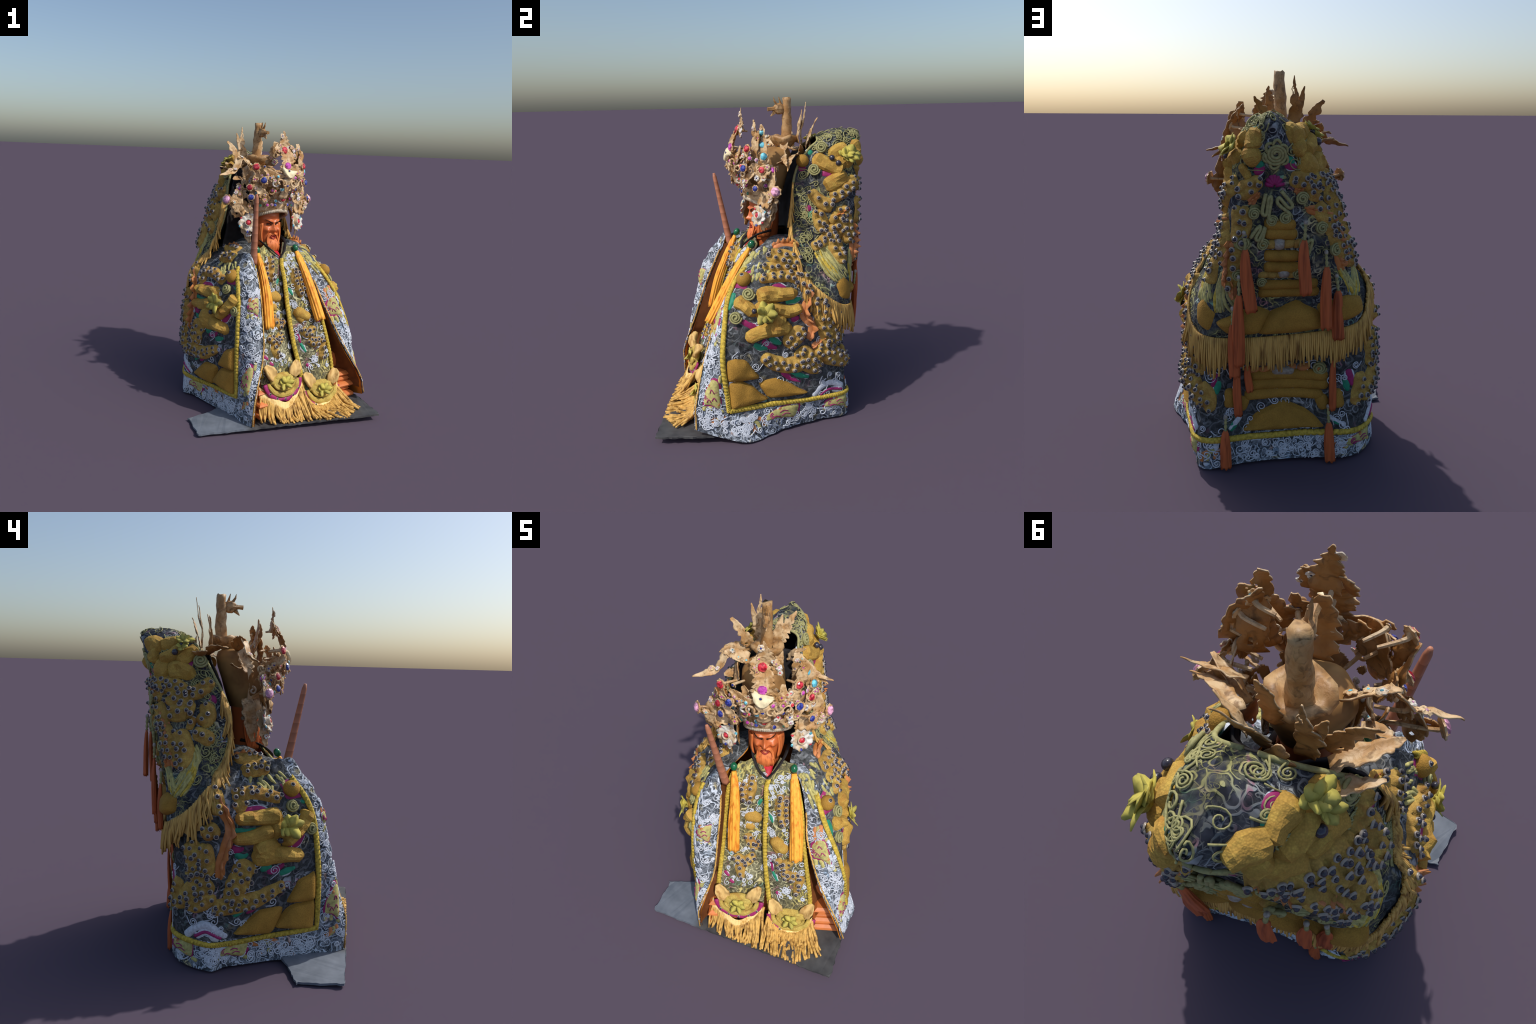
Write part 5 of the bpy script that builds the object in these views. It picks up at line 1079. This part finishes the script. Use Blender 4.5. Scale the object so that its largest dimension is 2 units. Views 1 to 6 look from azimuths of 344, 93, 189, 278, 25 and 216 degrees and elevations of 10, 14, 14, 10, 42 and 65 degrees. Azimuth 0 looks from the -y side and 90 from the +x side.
for k, (sp, wd_, fc) in enumerate(FRONT_LEAVES):
    for q in range(3):
        u = rg.uniform(.05, .85); P = curve_pts(sp, 20)[int(u * 19)]; w = float(np.interp(u, np.linspace(0, 1, len(wd_)), wd_)); T = unit(np.asarray(sp[-1]) - np.asarray(sp[0])); N = unit(np.asarray(fc) - T * np.dot(T, fc)); Bv = np.cross(T, N)
        rosette('crown_flower', P + Bv * w * rg.uniform(-.8, .8) + N * .010, N + np.array([rg.uniform(-.3, .3), rg.uniform(-.3, .1), rg.uniform(-.1, .4)]), rg.uniform(.011, .019), rg.choice(tints), rg.choice([GEMP, GEMP, GEMR, GEMC, GEMB, GEMM]), crown, seed=k * 7 + q)
# front stem with an ivory petal, scrolls
g = Geo(); g.add(*tube(curve_pts([(.03, -.145, 1.49), (.045, -.17, 1.55), (.05, -.185, 1.62)], 10), [.045, .04, .036, .034, .034, .035, .038, .042, .048, .05], 10, flat=.5)); g.build('stem', [FILI], crown)
g = Geo(); leaf_plate(g, [(.05, -.18, 1.675), (.052, -.205, 1.66), (.053, -.215, 1.625)], [.055, .06, .04, .008], (.3, -.9, .5), .15, .02, 0, 4, 5, .2); g.build('ivory_petal', [IVORY], crown)
rg = random.Random(77)
for k in range(26):
    a = -1.6 + 3.2 * (k + rg.uniform(-.3, .3)) / 25; z = rg.uniform(1.47, 1.64) - .05 * (1 - math.cos(a)); r = .15 + .085 * math.sin(max(0, (z - 1.47) / .2) * 1.57); c = C0 * [1, 1, 0] + RGT * math.sin(a) * r + FWD * math.cos(a) * r * .97 + UP * z
    R, U, N = frame(RGT * math.sin(a) + FWD * math.cos(a)); q = rg.uniform(.018, .032); aa = np.linspace(0, rg.uniform(4, 7), 20); rr = q * (1 - .7 * aa / aa[-1]); sg = rg.choice((-1, 1)); tlt = rg.uniform(0, 6)
    P = c + np.outer(rr * np.cos(tlt + sg * aa), R) + np.outer(rr * np.sin(tlt + sg * aa), U) + N * .006 + np.outer(np.linspace(.0, .02, 20), N)
    g = Geo(); g.add(*tube(P, np.linspace(.007, .0045, 20), 6, up=N)); g.build('scroll', [FILIPALE if k % 3 == 0 else FILI], crown)

# gems in their settings
Fd = lambda p: unit(np.asarray(p, float) - np.array([-.03, .03, p[2] - .02]))
for p, r, m in [((.033, -.148, 1.483), .022, GEMR), ((.045, -.185, 1.709), .027, GEMM), ((.029, -.143, 1.813), .027, GEMR), ((.212, -.094, 1.594), .022, GEMB), ((-.131, -.224, 1.609), .023, GEMB), ((.235, .017, 1.584), .021, GEMR), ((-.183, -.205, 1.697), .024, GEMR), ((.165, .012, 1.796), .02, GEMC), ((.205, .022, 1.73), .02, GEMC), ((.24, .032, 1.664), .023, GEMC), ((.2, -.072, 1.707), .022, GEMR), ((.235, .086, 1.583), .018, GEMM), ((.256, -.023, 1.478), .018, GEMB), ((-.208, -.188, 1.492), .021, GEMB), ((-.219, -.186, 1.557), .021, GEMR), ((-.273, -.108, 1.547), .021, GEMM), ((-.37, -.16, 1.472), .029, GEMP), ((.313, .10, 1.465), .029, GEMP), ((-.02, -.14, 1.437), .012, GEMB), ((.078, -.12, 1.437), .012, GEMB), ((-.075, -.135, 1.435), .011, GEMM), ((.118, -.08, 1.43), .011, GEMG), ((.10, -.09, 1.475), .011, GEMM), ((-.12, -.19, 1.70), .008, GEMB), ((.12, -.12, 1.66), .008, GEMB), ((-.06, -.19, 1.54), .010, GEMM), ((.13, -.12, 1.545), .010, GEMB), ((-.12, -.12, 1.43), .010, GEMG)]:
    nn = Fd(p) + np.array([0, 0, .15]) + (FWD * .4); g = Geo(); gem_geo(g, p, nn, r, 0, 1, seed=int(p[0] * 1000) % 97); q0 = np.array(p) - unit(nn) * r * .25; ax = np.array([-.03, .02, p[2] - .03]); g.add(*tube(curve_pts([q0, q0 - unit(nn) * .02, q0 + (ax - q0) * .35], 6), [r * .6, .009, .008, .007, .007, .006], 6), 1); g.build('gem', [m, FILI], crown, smooth=False)

# flower earrings
for c, nn in (((-.206, -.125, 1.308), (-.12, -.95, .25)), ((.186, -.002, 1.302), (.62, -.75, .25))):
    e = group('flower_earring'); R, U, N = frame(nn); c = np.array(c); g = Geo()
    rg = random.Random(int(c[0] * 500)); m = 40; V = []
    for rr, hh in ((.0, .0), (.5, .004), (.8, .012), (1.0, .016), (1.0, .008), (.8, .003), (.5, -.006), (.0, -.008)):
        for k in range(m):
            a = 2 * math.pi * k / m; q = .060 * rr * (1 + (.20 * abs(math.sin(a * 4.5)) - .06 + .08 * math.sin(a * 3 + c[0] * 40)) * (rr > .6)); V.append(c + (R * math.cos(a) + U * math.sin(a)) * q + N * (hh + (.006 * math.sin(a * 9) if rr > .7 else 0)))
    g.add(V, grid_faces(m, 8, True, flip=True))
    V = []
    for rr, hh in ((.022, .0), (.026, .03), (.021, .032), (.018, .012)):
        for k in range(16): a = 2 * math.pi * k / 16; V.append(c + (R * math.cos(a) + U * math.sin(a)) * rr + N * hh)
    g.add(V, grid_faces(16, 4, True, flip=True)); g.build('petal', [FILIPALE], e)
    g = Geo(); gem_geo(g, c + N * .022, N, .018, 0, None, seed=3)
    for k in range(6): a = 2 * math.pi * (k + .4) / 6; gem_geo(g, c + (R * math.cos(a) + U * math.sin(a)) * .062 + N * .010, N, .010, 1 + k % 3, None, seed=k)
    g.build('gem', [GEMR, GEMC, GEMB, GEMR], e, smooth=False)
    g = Geo(); leaf_plate(g, [c + UP * .04 - N * .01, c + UP * .08 - N * .02, c + UP * .115 - N * .03], [.03, .04, .03], N, .4, .006, 0, 4, 9, .2); g.build('pendant_leaf', [FILI], e)

# ---------------------------------------------------------------- throne base and board
g = Geo(); tx = unit([.95, .32, 0]); ty = np.array([-tx[1], tx[0], 0])
def slab(cx, cy, hw, hd, z0, z1, bulge):
    TC = np.array([.115, -.22, 0]) + tx * cx + ty * cy; V = []
    for z, o in ((z0, -.006), (z0 + .012, bulge), ((z0 + z1) / 2, bulge + .006), (z1 - .012, bulge), (z1, -.006)):
        for x, y in ((-1, -1), (1, -1), (1, 1), (-1, 1)): V.append(TC + tx * (hw + o) * x + ty * ((hd + o) * y) + UP * z)
    g.add(V, grid_faces(4, 5, True) + [(3, 2, 1, 0), (16, 17, 18, 19)])
for cx, hw in ((-.33, .075), (.335, .068)):              # carved corner feet
    slab(cx, -.10, hw, .13, .05, .10, .012); slab(cx, -.10, hw - .012, .118, .10, .13, 0); slab(cx, -.10, hw, .13, .13, .175, .012); slab(cx, -.10, hw - .015, .115, .175, .205, 0); slab(cx, -.09, hw - .005, .115, .205, .245, .008)
slab(.33, -.03, .06, .08, .245, .37, .008); slab(0, .09, .36, .2, .05, .24, .01)
g.build('throne_base', [WOOD], root, smooth=False)
g = Geo(); top = [(-.646, -.381, .018), (-.63, -.40, .018), (-.618, -.625, .026), (-.30, -.632, .034), (.10, -.633, .042), (.645, -.632, .053), (.635, -.45, .05), (.625, -.28, .05), (.2, -.1, .05), (-.30, -.2, .04), (-.48, -.318, .026)]
nT = len(top); V = []; rg = random.Random(5)
pts = []
for a, b in zip(top, top[1:] + top[:1]):
    a = np.array(a); b = np.array(b); k = max(2, int(np.linalg.norm(b - a) / .02))
    for i in range(k): pts.append(a + (b - a) * i / k + np.array([rg.uniform(-1, 1) * .005, rg.uniform(-.2, 1) * .005, rg.uniform(-1, 1) * .003]))
m = len(pts); P = np.array(pts); P[:, 1] = np.maximum(P[:, 1], -.634)
g.add(np.concatenate([P, P - [0, 0, .012]]), [tuple(range(m)), tuple(range(2 * m - 1, m - 1, -1))] + [(i, i + m, (i + 1) % m + m, (i + 1) % m) for i in range(m)])
g.build('floor_board', [BOARD], root, smooth=False)

# ---------------------------------------------------------------- studs: silver rimmed dark beads
g = Geo(); V = []; m = 10
for r, h in ((1.25, -.3), (1.2, .15), (.85, .35), (.8, .3)):
    for k in range(m): a = 2 * math.pi * k / m; V.append((r * math.cos(a), r * math.sin(a), h))
g.add(V, grid_faces(m, 4, True), 0); V = []
for r, h in ((.85, .25), (.7, .75), (.4, 1.05), (.05, 1.15)):
    for k in range(m): a = 2 * math.pi * k / m; V.append((r * math.cos(a), r * math.sin(a), h))
g.add(V, grid_faces(m, 4, True) + [tuple(range(3 * m, 4 * m))], 1)
studs = group('bead_stud_set'); first = None
order = sorted(range(len(STUDS)), key=lambda i: -STUDS[i][2])
single = set(order[:290]); rest = Geo(); base_v = np.concatenate(g.v); base_f = list(g.f); base_m = list(g.m)
import mathutils
for i, (p, nn, r) in enumerate(STUDS):
    R, U, N = frame(nn)
    if i in single:
        if first is None: first = g.build('bead_stud', [STUDRIM, STUDDARK], studs); ob = first
        else: ob = put('bead_stud', first.data, studs)
        M = mathutils.Matrix((( *[float(x) for x in (R[0]*r, U[0]*r, N[0]*r)], float(p[0])), (*[float(x) for x in (R[1]*r, U[1]*r, N[1]*r)], float(p[1])), (*[float(x) for x in (R[2]*r, U[2]*r, N[2]*r)], float(p[2])), (0, 0, 0, 1)))
        ob.matrix_world = M
    else:
        W = np.asarray(p) + r * (base_v[:, :1] * R + base_v[:, 1:2] * U + base_v[:, 2:] * N)
        rest.add(W, base_f); rest.m[-len(base_f):] = base_m
if rest.k: rest.build('bead_stud_cluster', [STUDRIM, STUDDARK], studs, stuff=True)
print('studs', len(STUDS))
